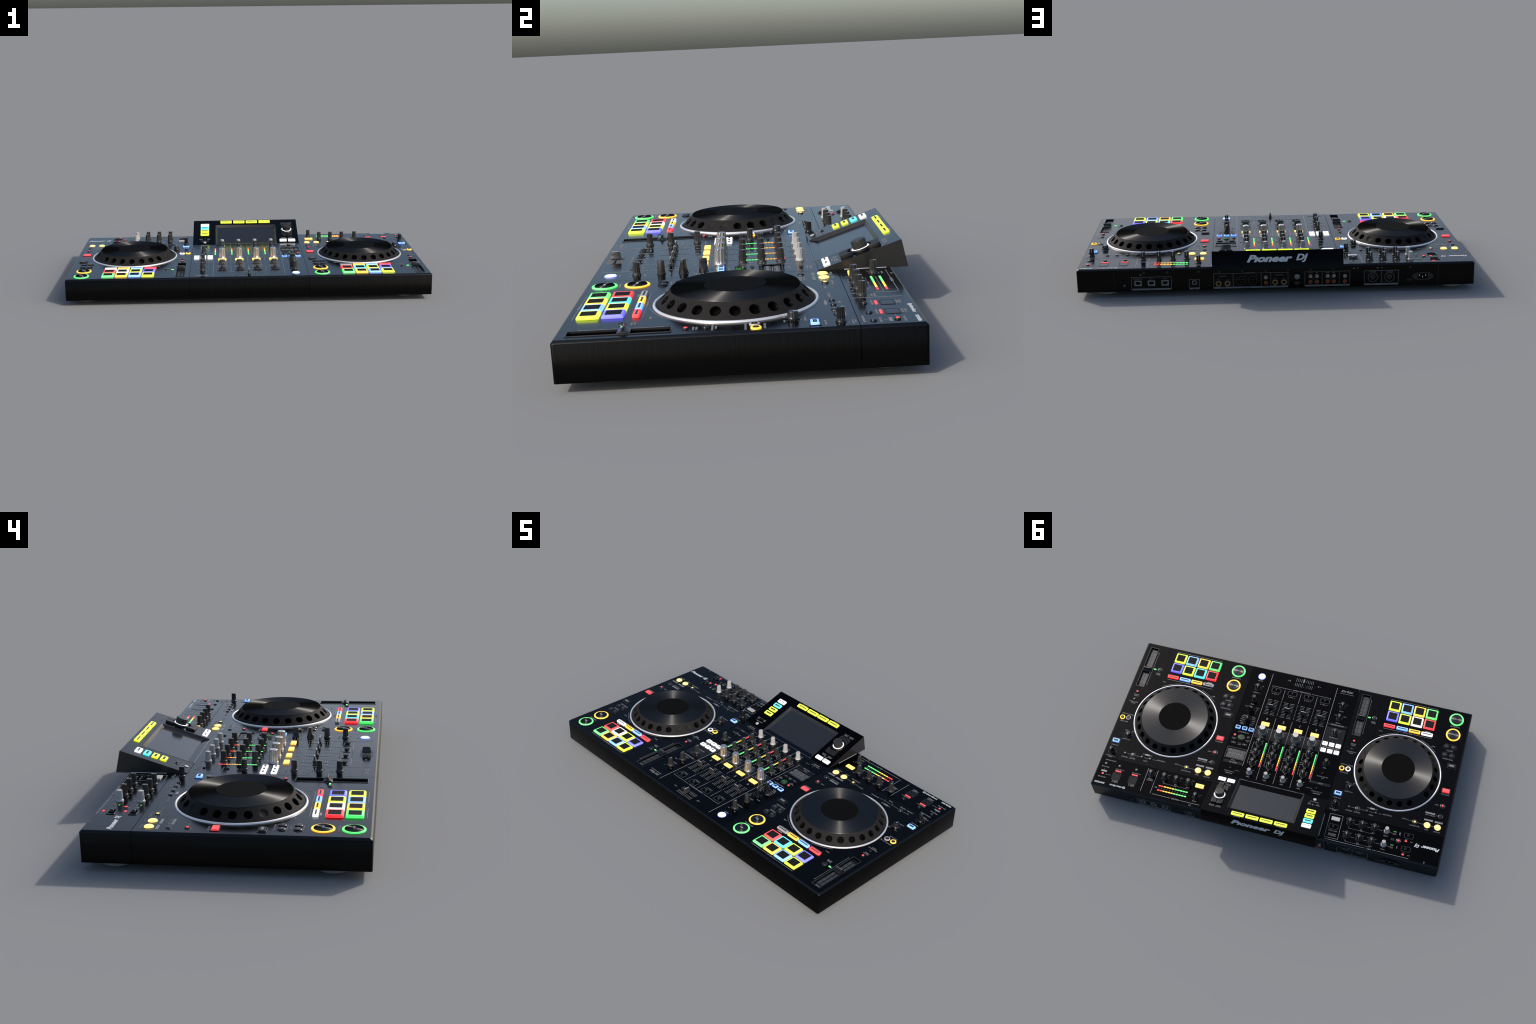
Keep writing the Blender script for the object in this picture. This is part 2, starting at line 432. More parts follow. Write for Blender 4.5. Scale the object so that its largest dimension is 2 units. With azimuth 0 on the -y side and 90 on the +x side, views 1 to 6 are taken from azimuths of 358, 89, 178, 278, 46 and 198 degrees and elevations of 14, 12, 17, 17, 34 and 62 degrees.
# ------------------------------------------------------------------ knobs
def knob_mesh(rb, rt, h, flutes=12, depth=0.0016):
    p = [(rb + 0.0028, 0.0), (rb + 0.0028, 0.0035), (rb + 0.0015, 0.0060), (rb, 0.0070), (rb, 0.0085)]
    for k in range(1, 7): p.append((rb + (rt - rb) * k / 6, 0.0085 + (h - 0.0105) * k / 6))
    p += [(rt - 0.0006, h - 0.0008), (rt - 0.002, h)]
    return lathe("knob", p, flutes * 8, (flutes, depth, 0.0085, h - 0.0012), angle=radians(42))
def pointer_mesh(rt, rb, h):
    """White index stroke running over the top and down the viewer side (+y index)."""
    v, f = [], []; w = 0.0011
    path = [(0.001, h + 0.0004), (rt - 0.0012, h + 0.0004), (rt + 0.0004, h - 0.0012), ((rt + rb)/2 + 0.0004, h * 0.55)]
    for y, z in path:
        for sx in (-1, 1):
            v += [(sx*w, y, z)]
    for y, z in path:
        for sx in (-1, 1):
            v += [(sx*w, y - 0.0012, z - 0.0012)]
    n = len(path)
    for i in range(n - 1):
        f.append((2*i, 2*i+1, 2*i+3, 2*i+2)); k = 2*n
        f.append((k+2*i, k+2*i+2, k+2*i+3, k+2*i+1))
        f.append((2*i, 2*i+2, k+2*i+2, k+2*i)); f.append((2*i+1, k+2*i+1, k+2*i+3, 2*i+3))
    f += [(0, 2*n, 2*n+1, 1), (2*n-2, 2*n-1, 4*n-1, 4*n-2)]
    return finish("pointer", v, f, smooth=False)

KNOB = dict(small=(0.0125, 0.0110, 0.045), eq=(0.0128, 0.0112, 0.047), white=(0.0125, 0.0110, 0.043), tall=(0.0118, 0.0105, 0.043))
def knob(kind, x, y, mat="knob", turn=0.0, ticks=True, tr=0.0185):
    rb, rt, h = KNOB[kind]
    k = add("rotary_knob", shared(("knob", kind), lambda: knob_mesh(rb, rt, h)), mat, top(x, y), (0, 0, turn))
    add("pointer", shared(("ptr", kind), lambda: pointer_mesh(rt, rb, h)), "print_logo", top(x, y), (0, 0, turn), parent=k)
    if ticks:
        for i in range(11):
            a = radians(90 + 140 - 28 * i)
            ink.box(0.0026, 0.0014, T(x + tr*cos(a), y + tr*sin(a), a))
    return k

# --- channel strips -------------------------------------------------------
bolt = None
for ci, x in enumerate(FADER_X):
    knob("white", x, 0.180, "knob_white")
    label("TRIM", x + 0.001, 0.206, 0.020)
    label("-00", x - 0.018, 0.161, 0.008, 0.005); label("+9", x + 0.020, 0.161, 0.008, 0.005)
    for y, nm in ((0.114, "HI"), (0.048, "MID"), (-0.019, "LOW")):
        knob("eq", x, y)
        ink.arc(0.0195, 0.0180, radians(-52), radians(232), T(x, y))
        label(nm, x, y + 0.026, None, 0.0055)
        label("-26", x - 0.019, y - 0.019, 0.009, 0.0048); label("+6", x + 0.020, y - 0.019, 0.008, 0.0048)
    # EQ / isolator bracket
    bx = x + 0.0315
    line(bx, -0.020, bx, 0.030, 0.0012); line(bx, 0.064, bx, 0.118, 0.0012)
    line(bx, 0.118, bx - 0.007, 0.118, 0.0012); line(bx, -0.020, bx - 0.007, -0.020, 0.0012)
    label("EQ", bx - 0.002, 0.053, 0.012, 0.006); label("ISO", bx - 0.002, 0.041, 0.014, 0.006)
    # filter knob, chromed
    k = add("filter_knob", shared("filter", lambda: lathe("filter_knob",
        [(0.0215, 0), (0.0215, 0.003), (0.0195, 0.005), (0.0195, 0.009)] + [(0.0195 - 0.0017*i/6, 0.009 + 0.0445*i/6) for i in range(1, 7)] +
        [(0.0170, 0.0560), (0.0155, 0.0570)], 120, (10, 0.0026, 0.0085, 0.0555), angle=radians(60))), "chrome", top(x, -0.097))
    ink.arc(0.0285, 0.0268, radians(-62), radians(242), T(x, -0.097))
    label("COLOR", x, -0.061, 0.026); label("LOW", x - 0.031, -0.122, 0.011, 0.005); label("HI", x + 0.030, -0.122, 0.008, 0.005)
    # cue button
    add("cue_button", shared("cuebtn", lambda: rbox("cue_button", 0.048, 0.024, -0.002, 0.006, 0.002, 0.0015)), "led_amber", top(x, -0.151))
    label("4213"[ci], x - 0.001, -0.187, None, 0.015, bold=0.02)
    # fader scale
    for i in range(11):
        y = -0.321 + 0.0100 * i
        for s in (-1, 1):
            w = 0.027 if i % 5 == 0 else 0.024
            ink.box(w, 0.0017 if i in (0, 10, 5) else 0.0012, T(x + s * (0.0055 + w/2), y))
    # crossfader assign switch
    label("A  THRU  B", x, -0.366, 0.042, 0.0058)
    add("switch_frame", shared("swframe", lambda: frame("switch_frame", 0.058, 0.033, 0.004, -0.001, 0.0022, 0.008)), "dark_trim", top(x, -0.391))
    add("switch_toggle", shared("toggle", lambda: rbox("switch_toggle", 0.009, 0.012, -0.005, 0.010, 0.001, 0.003)), "rubber", top(x, -0.391))
    dim.box(0.002, 0.008, Matrix.Translation((0, 0, 0.0101)) @ T(x, -0.391))
    # level meter
    for i in range(15):
        y = -0.027 + 0.0109 * i
        col = "green" if i < 7 else "orange" if i < 12 else "red"
        add("meter_segment", shared("seg", lambda: rbox("meter_segment", 0.0065, 0.0085, -0.002, 0.0012, 0.001, 0.0005)), "led_" + col, top(x - 0.0415, y))

# channel dividers and long lines
for x in (0.0985, 0.0, -0.0985):
    line(x, -0.407, x, -0.332, 0.0018); line(x, -0.205, x, 0.215, 0.0018)
    for i in range(12): ink.box(0.0022, 0.004, T(x, -0.324 + i * 0.0092))
for s in (1, -1): line(s*0.198, -0.501, s*0.198, 0.148, 0.0022)
line(0.178, -0.418, 0.062, -0.418); line(-0.062, -0.418, -0.178, -0.418)
for s in (1, -1): line(s*0.178, -0.418, s*0.178, -0.411)
label("CROSSFADER ASSIGN", 0, -0.418, 0.108, 0.0075)
label("A", -0.086, -0.478, None, 0.010); label("B", 0.088, -0.478, None, 0.010)
for x, t in ((-0.097, "<"), (0.099, ">")): label(t, x, -0.478, None, 0.006)
for i in range(11):
    x = -0.0505 + 0.0101 * i
    for s in (-1, 1): ink.box(0.0016, 0.024, T(x, -0.478 + s * 0.0165))

# fader caps: thin flared fin on a stem
def fin_mesh(l=0.038, t=0.016):
    rings = []
    for a, b, z in ((0.80, 0.55, 0.004), (1.0, 1.0, 0.0065), (1.0, 1.0, 0.0090), (0.98, 0.55, 0.0150), (0.94, 0.36, 0.0220), (0.78, 0.30, 0.0315), (0.72, 0.22, 0.0330)):
        rings.append([(x, y, z) for x, y in rrect(l * a, t * b, 0.0015, 2)])
    return loft("fader_cap", rings, angle=radians(40))
def fin_edge(l=0.038):
    """Pale line over the top of the cap and down both shoulders."""
    path = [(-l*0.49, 0.0150), (-l*0.365, 0.0328), (-l*0.35, 0.0336), (l*0.35, 0.0336), (l*0.365, 0.0328), (l*0.49, 0.0150)]
    rings = []
    for x, z in path:
        rings.append([(x * 0.93, -0.0013, z - 0.0022), (x * 1.015, -0.0013, z), (x * 1.015, 0.0013, z), (x * 0.93, 0.0013, z - 0.0022)])
    return loft("cap_ridge", rings, smooth=False)
stem = rbox("fader_stem", 0.003, 0.006, -0.006, 0.006, 0.0008, 0.0005)
for x, y, a in [(x, -0.269, 0) for x in FADER_X] + [(0, -0.478, pi/2)]:
    c = add("fader_cap", shared("fin", fin_mesh), "knob", top(x, y), (0, 0, a))
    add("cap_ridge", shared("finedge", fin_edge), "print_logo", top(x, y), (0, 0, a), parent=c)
    add("fader_stem", stem, "dark_trim", top(x, y), (0, 0, a), parent=c)

# ------------------------------------------------------------------ beat effects column (+x side of mixer)
knob("small", 0.257, -0.376)
label("LEVEL/DEPTH", 0.257, -0.347, 0.046, 0.0068); label("MIN", 0.234, -0.397, 0.009, 0.005); label("MAX", 0.280, -0.397, 0.010, 0.005)
label("ON/OFF", 0.258, -0.433, 0.028)
b = add("on_off_button", lathe("on_off_button", [(0.0200, -0.002), (0.0200, 0.002), (0.0185, 0.0042), (0.010, 0.0052), (0.0, 0.0054)][:-1], 48), "led_ice", top(0.258, -0.464))
add("button_collar", torus_profile("button_collar", 0.0225, 0.0200, -0.001, 0.0018, 48), "led_blue", top(0.258, -0.464), parent=b)
add("time_knob", lathe("time_knob", [(0.0150, 0), (0.0150, 0.004), (0.0128, 0.006), (0.0128, 0.012), (0.0118, 0.044), (0.0100, 0.0465)], 72, (18, 0.0006, 0.011, 0.045)), "knob", top(0.256, -0.293))
label("TIME", 0.258, -0.264, 0.022)

def selector_mesh():
    """Flared round skirt rising into a flat blade."""
    rings = []
    for z, w, d in ((0, 0.0340, 0.0340), (0.004, 0.0330, 0.0330), (0.010, 0.0300, 0.0300), (0.016, 0.0240, 0.0285), (0.024, 0.0170, 0.0270),
                    (0.034, 0.0135, 0.0255), (0.0455, 0.0125, 0.0245), (0.0475, 0.0105, 0.0225)):
        rings.append([(x, y, z) for x, y in rrect(w, d, min(w, d) * (0.5 if z < 0.012 else 0.30), 6)])
    return loft("selector_knob", rings)
for x, y, a in ((0.255, -0.218, radians(70)), (0.255, -0.150, radians(5))):
    k = add("selector_knob", shared("selector", selector_mesh), "knob_gloss", top(x, y), (0, 0, a))
    add("pointer", shared("selptr", lambda: rbox("pointer", 0.0022, 0.012, 0.046, 0.0482, 0.0008, 0.0003)), "print_logo",
        tuple(Vector(top(x, y)) + Matrix.Rotation(a, 3, "Z") @ Vector((0, 0.006, 0))), (0, 0, a), parent=k)
names = "DELAY ECHO PING_PONG SPIRAL REVERB TRANS FILTER FLANGER PHASER PITCH SLIP_ROLL ROLL HELIX MOBIUS".split()
for i, nme in enumerate(names):
    a = radians(60 - 26 * (i % 7)) if i < 7 else radians(120 + 26 * (i % 7))
    a = radians(-75 + 25 * i) if i < 7 else radians(255 - 25 * (i - 7))
    sx = 1 if i < 7 else -1
    label(nme.replace("_", " "), 0.255 + sx * (0.024 + 0.010 * abs(cos(a))), -0.150 + 0.030 * sin(a), 0.020, 0.0046)
    ink.box(0.003, 0.0012, T(0.255 + 0.0205 * cos(a), -0.150 + 0.0205 * sin(a), a))
for i in range(9):
    a = radians(-60 + 37 * i)
    ink.box(0.003, 0.0012, T(0.255 + 0.0205 * cos(a), -0.220 + 0.0205 * sin(a), a))
for i, nme in enumerate(("1", "2", "3", "4", "MIC")): label(nme, 0.2245 - (0.004 if i in (0, 4) else 0), -0.198 - 0.0085 * i, None if i < 4 else 0.010, 0.0048)
label("MASTER", 0.288, -0.243, 0.020, 0.005); label("CROSS FADER", 0.221, -0.244, 0.024, 0.0046)
# LOW / MID / HI frequency buttons
def lit_key(name, w, d, x, y, led, words, inner="print_black", f="top", h=0.0075, t=0.0042, ty=None, r=0.003):
    """Translucent lit key, either with a dark legend window or with black lettering on its face."""
    place, rot = (top, (0, 0, 0)) if f == "top" else (hump, HROT)
    ty = ty or t
    k = add(name, shared(("key", w, d, h), lambda: rbox(name, w, d, -0.002, h, r, 0.0016)), led, place(x, y), rot)
    if inner:
        add("legend_window", shared(("win", w, d, h, t, ty), lambda: rbox("legend_window", w - 2*t, d - 2*ty, h - 0.001, h + 0.0004, 0.0012, 0.0002)), inner, place(x, y), rot, parent=k)
    if words:
        bb = Batch(); mx = (T if f == "top" else TH)(x, y) @ Matrix.Translation((0, 0, h))
        bb.text(words, (w - 2*t) * (0.78 if inner else 1.0), min((d - 2*ty) * (0.45 if inner else 0.95), 0.008), mx, bold=0.0 if inner else 0.02)
        bb.build("legend", "print_dim" if inner else "print_black", parent=k)
    return k
for x, wd in ((0.217, "LOW"), (0.256, "MID"), (0.296, "HI")):
    lit_key("frequency_button", 0.029, 0.022, x, -0.0925, "led_sky", wd, h=0.006)
label("FX FREQUENCY", 0.256, -0.066, 0.062, 0.0075)
for x, lbl, on in ((0.298, "QUANTIZE", True), (0.216, "AUTO/TAP", False)):
    add("round_button", shared("rb9", lambda: lathe("round_button", [(0.0095, -0.002), (0.0095, 0.002), (0.0080, 0.0042), (0.004, 0.0052)], 32)), "rubber", top(x, -0.037))
    if on: add("indicator_light", shared("dot", lambda: lathe("indicator_light", [(0.0055, -0.002), (0.0055, 0.0052), (0.0045, 0.0062)], 24)), "led_red", top(x, -0.037))
    label(lbl, x, -0.018, 0.026, 0.0055); label("OFF", x, -0.010, 0.012, 0.0045)
t = add("tap_button", lathe("tap_button", [(0.0165, -0.002), (0.0165, 0.002), (0.0150, 0.0038), (0.008, 0.0044)], 40), "rubber", top(0.258, -0.030))
add("button_collar", torus_profile("button_collar", 0.0200, 0.0168, -0.001, 0.0016, 48), "dark_trim", top(0.258, -0.030), parent=t)
tap = Batch(); tap.arc(0.0130, 0.0112, 0, 2*pi, Matrix.Translation((0, 0, 0.0042)) @ T(0.258, -0.030), n=40)
tap.text("TAP", 0.014, 0.006, Matrix.Translation((0, 0, 0.0044)) @ T(0.258, -0.030)); tap.build("tap_legend", "dead_green", parent=t)
for x, s in ((0.2915, 1), (0.226, -1)):
    add("beat_button", shared("beatbtn", lambda: rbox("beat_button", 0.029, 0.013, -0.002, 0.004, 0.0015, 0.001)), "rubber", top(x, 0.014))
    ink.poly([(0.004*s, 0), (-0.003*s, 0.0035), (-0.003*s, -0.0035)][::s], Matrix.Translation((0, 0, 0.004)) @ T(x, 0.014))
label("BEAT", 0.258, 0.018, 0.020, 0.0055); label("1/1", 0.258, 0.009, 0.014, 0.0045)
# status display in its well
add("display_frame", frame("display_frame", 0.119, 0.075, 0.0045, -0.001, 0.0022, 0.002), "dark_trim", top(0.2585, 0.080))
d = add("status_display", rbox("status_display", 0.106, 0.062, -0.012, -0.0032, 0.002, 0.0005), "slot", top(0.2585, 0.080))
db = Batch()
words = ["MIC", "TAP", "MAX", "QTZ", "1/8", "1/4", "1/2", "3/4"]
for i in range(8):
    x, y = 0.2185 + 0.0268 * (i % 4), (0.097 if i < 4 else 0.065)
    mx = Matrix.Translation((0, 0, -0.0032)) @ T(x, y)
    for w, dd, ox, oy in ((0.020, 0.0014, 0, 0.0095), (0.020, 0.0014, 0, -0.0095), (0.0014, 0.020, 0.0097, 0), (0.0014, 0.020, -0.0097, 0)):
        db.box(w, dd, mx @ Matrix.Translation((ox, oy, 0)))
    db.text(words[i], 0.013, 0.009, mx)
db.box(0.084, 0.0028, Matrix.Translation((0, 0, -0.0032)) @ T(0.2585, 0.0815))
db.build("display_legend", "print", parent=d)
plate_bar.box(0.116, 0.018, T(0.258, 0.137), z1=0.0003)
label("BEAT FX", 0.258, 0.139, 0.042, 0.0085); label("X-PAD", 0.262, 0.125, 0.024, 0.0055)
label("CH4 INPUT", 0.262, 0.211, 0.042, 0.0068); label("PC  LINE  PHONO", 0.263, 0.199, 0.058, 0.0055)
line(0.206, 0.186, 0.232, 0.186, 0.0012)

# ------------------------------------------------------------------ headphone / colour effects column (-x side)
label("XDJ-XZ", -0.260, -0.489, 0.072, 0.016, bold=0.02, shear=0.1)
label("PROFESSIONAL ALL-IN-ONE DJ SYSTEM", -0.262, -0.471, 0.082, 0.0050)
for y, nm in ((-0.378, "LEVEL"), (-0.296, "MIXING")):
    knob("small", -0.258, y); label(nm, -0.258, y + 0.030, 0.028, 0.0065)
label("CUE", -0.232, -0.316, 0.014, 0.005); label("MASTER", -0.287, -0.316, 0.018, 0.005); label("-00", -0.233, -0.398, 0.009, 0.005); label("0", -0.281, -0.398, None, 0.005)
plate_bar.box(0.114, 0.015, T(-0.2595, -0.2495), z1=0.0003)
label("HEADPHONES", -0.2595, -0.2495, 0.076, 0.0090)
plate_bar.box(0.112, 0.176, T(-0.2595, -0.142), z1=0.0003)
knob("small", -0.258, -0.194); label("PARAMETER", -0.258, -0.163, 0.052, 0.0068); label("LOW", -0.236, -0.214, 0.011, 0.005); label("HI", -0.281, -0.214, 0.008, 0.005)
for r, y in ((("SPACE", "DUB", "SWEEP"), -0.1155), (("NOISE", "CRUSH", "FILTER"), -0.0710)):
    for x, wd in zip((-0.297, -0.258, -0.219), r):
        lit_key("effect_button", 0.030, 0.0235, x, y, "led_white", wd, None, t=0.0055, ty=0.0075, h=0.006)
label("SOUND COLOR FX", -0.258, -0.0935, 0.098, 0.0085)
knob("small", -0.258, 0.010); label("TRIM", -0.257, 0.040, 0.020)
label("AUX", -0.258, 0.144, 0.026, 0.0085); plate_bar.box(0.116, 0.016, T(-0.258, 0.1435), z1=0.0003)
label("USB  LINE  PORTABLE", -0.258, 0.099, 0.062, 0.0055); label("OFF", -0.262, 0.108, 0.014, 0.005)
label("CH3 INPUT", -0.252, 0.211, 0.042, 0.0068); label("PC  LINE  PHONO", -0.250, 0.199, 0.060, 0.0055)
line(-0.186, 0.186, -0.222, 0.186, 0.0012)
slide = rbox("slide_switch", 0.0105, 0.0105, -0.006, 0.0055, 0.001, 0.001)
for x, y in ((0.258, 0.178), (-0.248, 0.179), (-0.256, 0.079)): add("slide_switch", slide, "knob_gloss", top(x + 0.003, y))
# grey shade strip that carries the colour knobs
plate_bar.box(0.385, 0.080, T(0.0, -0.0915), z1=0.0003)

# ------------------------------------------------------------------ jog wheels
def platter_mesh(shallow=()):
    """Conical rubber rim with 24 round finger holes; those at the given angles are only dented."""
    seg, rows, N = 24 * 40, 56, 24
    r0, z0, r1, z1 = 0.2345, 0.0040, 0.1925, 0.0455
    L = math.hypot(r0 - r1, z1 - z0); nx, nz = (z1 - z0) / L, (r0 - r1) / L
    prof = [(0.2330, -0.003), (0.2350, 0.0010)]
    verts, faces, mids = [], [], []
    rings = len(prof) + rows + 1
    for k in range(rings):
        for i in range(seg):
            a = 2 * pi * i / seg
            if k < len(prof): r, z = prof[k]
            else:
                t = (k - len(prof)) / rows
                t = (k - len(prof)) / (rows)
                r, z = r0 + (r1 - r0) * t, z0 + (z1 - z0) * t
                hole = round(a * N / (2*pi)); u = (a - hole * 2 * pi / N) * r
                w = (t - 0.50) * L
                q = math.hypot(u, w) / 0.0158
                if q < 1.0:
                    dep = 0.0040 * (1 - q * q) ** 0.5 if round(math.degrees(hole * 2 * pi / N)) % 360 in shallow else 0.0180 * min(1.0, (1 - q) / 0.04)
                    r -= nx * dep; z -= nz * dep
            verts.append((r * cos(a), r * sin(a), z))
    for k in range(rings - 1):
        for i in range(seg):
            j = (i + 1) % seg
            faces.append((k*seg+i, k*seg+j, (k+1)*seg+j, (k+1)*seg+i))
            t = (k + 0.5 - len(prof)) / rows; a = 2*pi*(i + 0.5)/seg
            rr = r0 + (r1 - r0) * t
            hole = round(a * N / (2*pi)); u = (a - hole * 2 * pi / N) * rr
            mids.append(1 if math.hypot(u, (t - 0.50) * L) < 0.01585 and t > 0 and round(math.degrees(hole * 2 * pi / N)) % 360 not in shallow else 0)
    me = finish("jog_platter", verts, faces, angle=radians(40))
    me.materials.append(MAT["platter"]); me.materials.append(MAT["dimple"])
    me.polygons.foreach_set("material_index", mids)
    return me
for sx in (1, -1):
    c = top(sx * JOG_X, JOG_Y)
    j = add("jog_wheel", platter_mesh(() if sx > 0 else (330, 345, 45, 135, 210)), None, c)
    add("top_plate", shared("plate", lambda: lathe("top_plate", [(0.1925, 0.0440), (0.1925, 0.0468), (0.1905, 0.0485)] +
        [(0.1905 - 0.0985 * i / 6, 0.0485 + 0.0020 * sin(i / 6 * pi / 2)) for i in range(1, 7)], 160, cap_top=True, cap_bot=True)), "plate", c, parent=j)
    add("centre_disc", shared("disc", lambda: lathe("centre_disc", [(0.0930, 0.0500), (0.0930, 0.0508), (0.0920, 0.0514)], 128)), "disc", c, parent=j)
    add("jog_ring", shared("ring", lambda: round_ring("jog_ring", 0.2475, 0.2372, -0.001, 0.0060, 192)), "silver", c, parent=j)
    add("ring_gap", shared("ringgap", lambda: torus_profile("ring_gap", 0.2376, 0.2300, -0.002, 0.0008, 160)), "slot", c, parent=j)

# ------------------------------------------------------------------ deck controls
def round_button(name, x, y, r, mat="rubber", led=None, collar=True, h=0.0045, lr=0.45):
    k = add(name, shared(("rb", r, h), lambda: lathe(name, [(r, -0.002), (r, h*0.45), (r*0.86, h*0.9), (r*0.45, h)], 36)), mat, top(x, y))
    if collar: add("button_collar", shared(("col", r), lambda: torus_profile("button_collar", r + 0.0026, r + 0.0006, -0.001, 0.0012, 48)), "trim", top(x, y), parent=k)
    if led: add("indicator_light", shared(("il", r, lr, h), lambda: lathe("indicator_light", [(r*lr, 0.0), (r*lr, h + 0.0004), (r*lr*0.8, h + 0.0010)], 24)), led, top(x, y), parent=k)
    return k

PAD_DX, PAD_Y = (0.1055, 0.0330, -0.0398, -0.1125), (-0.4612, -0.3893)
PAD_LED = (("yellow", "sky", "orange", "green"), ("blue", "yellow", "cyan", "red"))
def pad_shell():
    w, d = 0.0660, 0.0640
    rings = [[(x, y, z) for x, y in rrect(w - 2*i, d - 2*i, 0.003)] for i, z in ((0, -0.002), (0, 0.0045), (0.0025, 0.0085), (0.0042, 0.0098), (0.0085, 0.0098), (0.0088, 0.0085))]
    return loft("performance_pad", rings)
def jog_text(deck): pass

for sx in (1, -1):
    X = sx * JOG_X
    for r in (0, 1):
        for i in range(4):
            led = PAD_LED[r][i]
            if sx < 0 and led == "cyan": led = "white"
            p = add("performance_pad", shared("pad", pad_shell), "led_" + led, top(X + PAD_DX[i], PAD_Y[r]))
            add("pad_face", shared("padface", lambda: rbox("pad_face", 0.0490, 0.0470, 0.0060, 0.0100, 0.0015, 0.0006)), "pad_rubber", top(X + PAD_DX[i], PAD_Y[r]), parent=p)
    for i, (led, wd) in enumerate((("red", "HOT CUE"), ("sky", "BEAT LOOP"), ("orange", "SLIP LOOP"), ("white", "BEAT JUMP"))):
        m = "led_" + led
        if sx > 0 and led == "white": m = "knob_white"
        lit_key("pad_mode_button", 0.0660, 0.0205, X + (0.110, 0.0350, -0.0380, -0.1110)[i], -0.3225, m, wd, "print_black", h=0.0085, t=0.0080, ty=0.0072, r=0.004)
    plate = Batch(); plate.box(0.030, 0.0065, T(X - 0.1130, -0.3405)); plate.build("label_plate", "print")
    line(X - 0.142, -0.5045, X - 0.032, -0.5045, 0.0016); line(X + 0.030, -0.5045, X + 0.141, -0.5045, 0.0016)
    label("HOT CUE / PAD", X - 0.001, -0.5045, 0.056, 0.0062)
    line(X - 0.142, -0.3025, X - 0.030, -0.3025); line(X + 0.030, -0.3025, X + 0.141, -0.3025); label("PAD MODE", X, -0.3025, 0.052, 0.0068)
    # play and cue
    for y, led, wd in ((-0.464, "green", ">/II"), (-0.359, "orange", "CUE")):
        k = add("transport_button", shared("trans", lambda: lathe("transport_button", [(0.0325, -0.002), (0.0325, 0.0050), (0.0310, 0.0068), (0.0295, 0.0072)], 72)), "spun", top(X - 0.257, y))
        add("light_ring", shared("lring", lambda: torus_profile("light_ring", 0.0415, 0.0325, -0.002, 0.0040, 96)), "led_" + led, top(X - 0.257, y), parent=k)
        bb = Batch(); bb.text(wd, 0.018, 0.0075, Matrix.Translation((0, 0, 0.0072)) @ T(X - 0.257, y)); bb.build("legend", "print_logo", parent=k)
    label("PLAY/PAUSE", X - 0.257, -0.4145, 0.054, 0.0070)
    # search rockers
    for y, wd in ((-0.275, "SEARCH"), (-0.219, "TRACK SEARCH")):
        k = add("search_rocker", shared("rock", lambda: frame("search_rocker", 0.0760, 0.0370, 0.0024, -0.002, 0.0018, 0.0180)), "dark_trim", top(X - 0.256, y))
        for s in (-1, 1):
            add("search_key", shared("skey", lambda: lathe("search_key", [(0.0145, -0.002), (0.0145, 0.003), (0.0120, 0.0052), (0.006, 0.0058)], 36)), "knob_gloss", top(X - 0.256 + s * 0.0185, y), parent=k)
            label("<<" if s < 0 else ">>", X - 0.256 + s * 0.0185, y, 0.011, 0.0062, f=lambda a, b: Matrix.Translation((0, 0, 0.0056)) @ T(a, b))
        label(wd, X - 0.258, y + 0.0255, 0.060 if "T" in wd else 0.036, 0.0072)
    # quantize key, direction key
    for y, wd, inner, body_mat in ((-0.1545, "QUANTIZE", "print", "rubber"), (0.0080, None, None, "led_red")):
        k = add("deck_key", shared(("dk", body_mat), lambda: rbox("deck_key", 0.0400, 0.0235, -0.002, 0.0065, 0.002, 0.0012)), body_mat, top(X - 0.2865, y))
        add("key_frame", shared("kf", lambda: frame("key_frame", 0.0500, 0.0335, 0.0026, -0.001, 0.0022, 0.002)), "dark_trim", top(X - 0.2865, y), parent=k)
        if wd:
            bb = Batch(); bb.box(0.026, 0.0095, Matrix.Translation((0, 0, 0.0065)) @ T(X - 0.2865, y)); bb.build("legend", "print", parent=k)
    label("DIRECTION", X - 0.2860, 0.0315, 0.044, 0.0065)
    # slip, beat loop, loop row
    round_button("slip_button", X - 0.287, 0.105, 0.0115, led="led_red"); label("SLIP", X - 0.253, 0.1055, 0.020, 0.0068)
    round_button("beat_loop_button", X - 0.289, 0.172, 0.0108, "knob_gloss")
    label("4-BEAT LOOP", X - 0.232, 0.1785, 0.056, 0.0060); line(X - 0.275, 0.173, X - 0.262, 0.1725, 0.0012)
    for bx, by, w in ((-0.230, 0.1655, 0.055), (-0.229, 0.2095, 0.048), (-0.286, 0.2105, 0.043)):
        ink.box(w, 0.0098, T(X + bx, by))
        label("1/2X" if w == 0.048 else "2X" if w == 0.043 else "ACTIVE LOOP", X + bx, by, w * 0.8, 0.0045, b=dim, z1=0.0011)
    round_button("reloop_button", X - 0.158, 0.2395, 0.0115, led="led_amber", lr=0.5)
    label("RELOOP/EXIT", X - 0.160, 0.263, 0.056, 0.0062); label("LOOP", X - 0.098, 0.2345, 0.024, 0.0062); line(X - 0.112, 0.2360, X - 0.142, 0.2385, 0.0011)
    line(X - 0.174, 0.2405, X - 0.208, 0.2415, 0.0011); line(X - 0.248, 0.2415, X - 0.264, 0.2415, 0.0011)
    for bx, wd in ((-0.2275, "OUT"), (-0.2855, "IN/CUE")):
        round_button("loop_button", X + bx, 0.2415, 0.0172, "led_pale", h=0.0060)
        label(wd, X + bx, 0.2695, 0.020 if wd == "OUT" else 0.034, 0.0068)
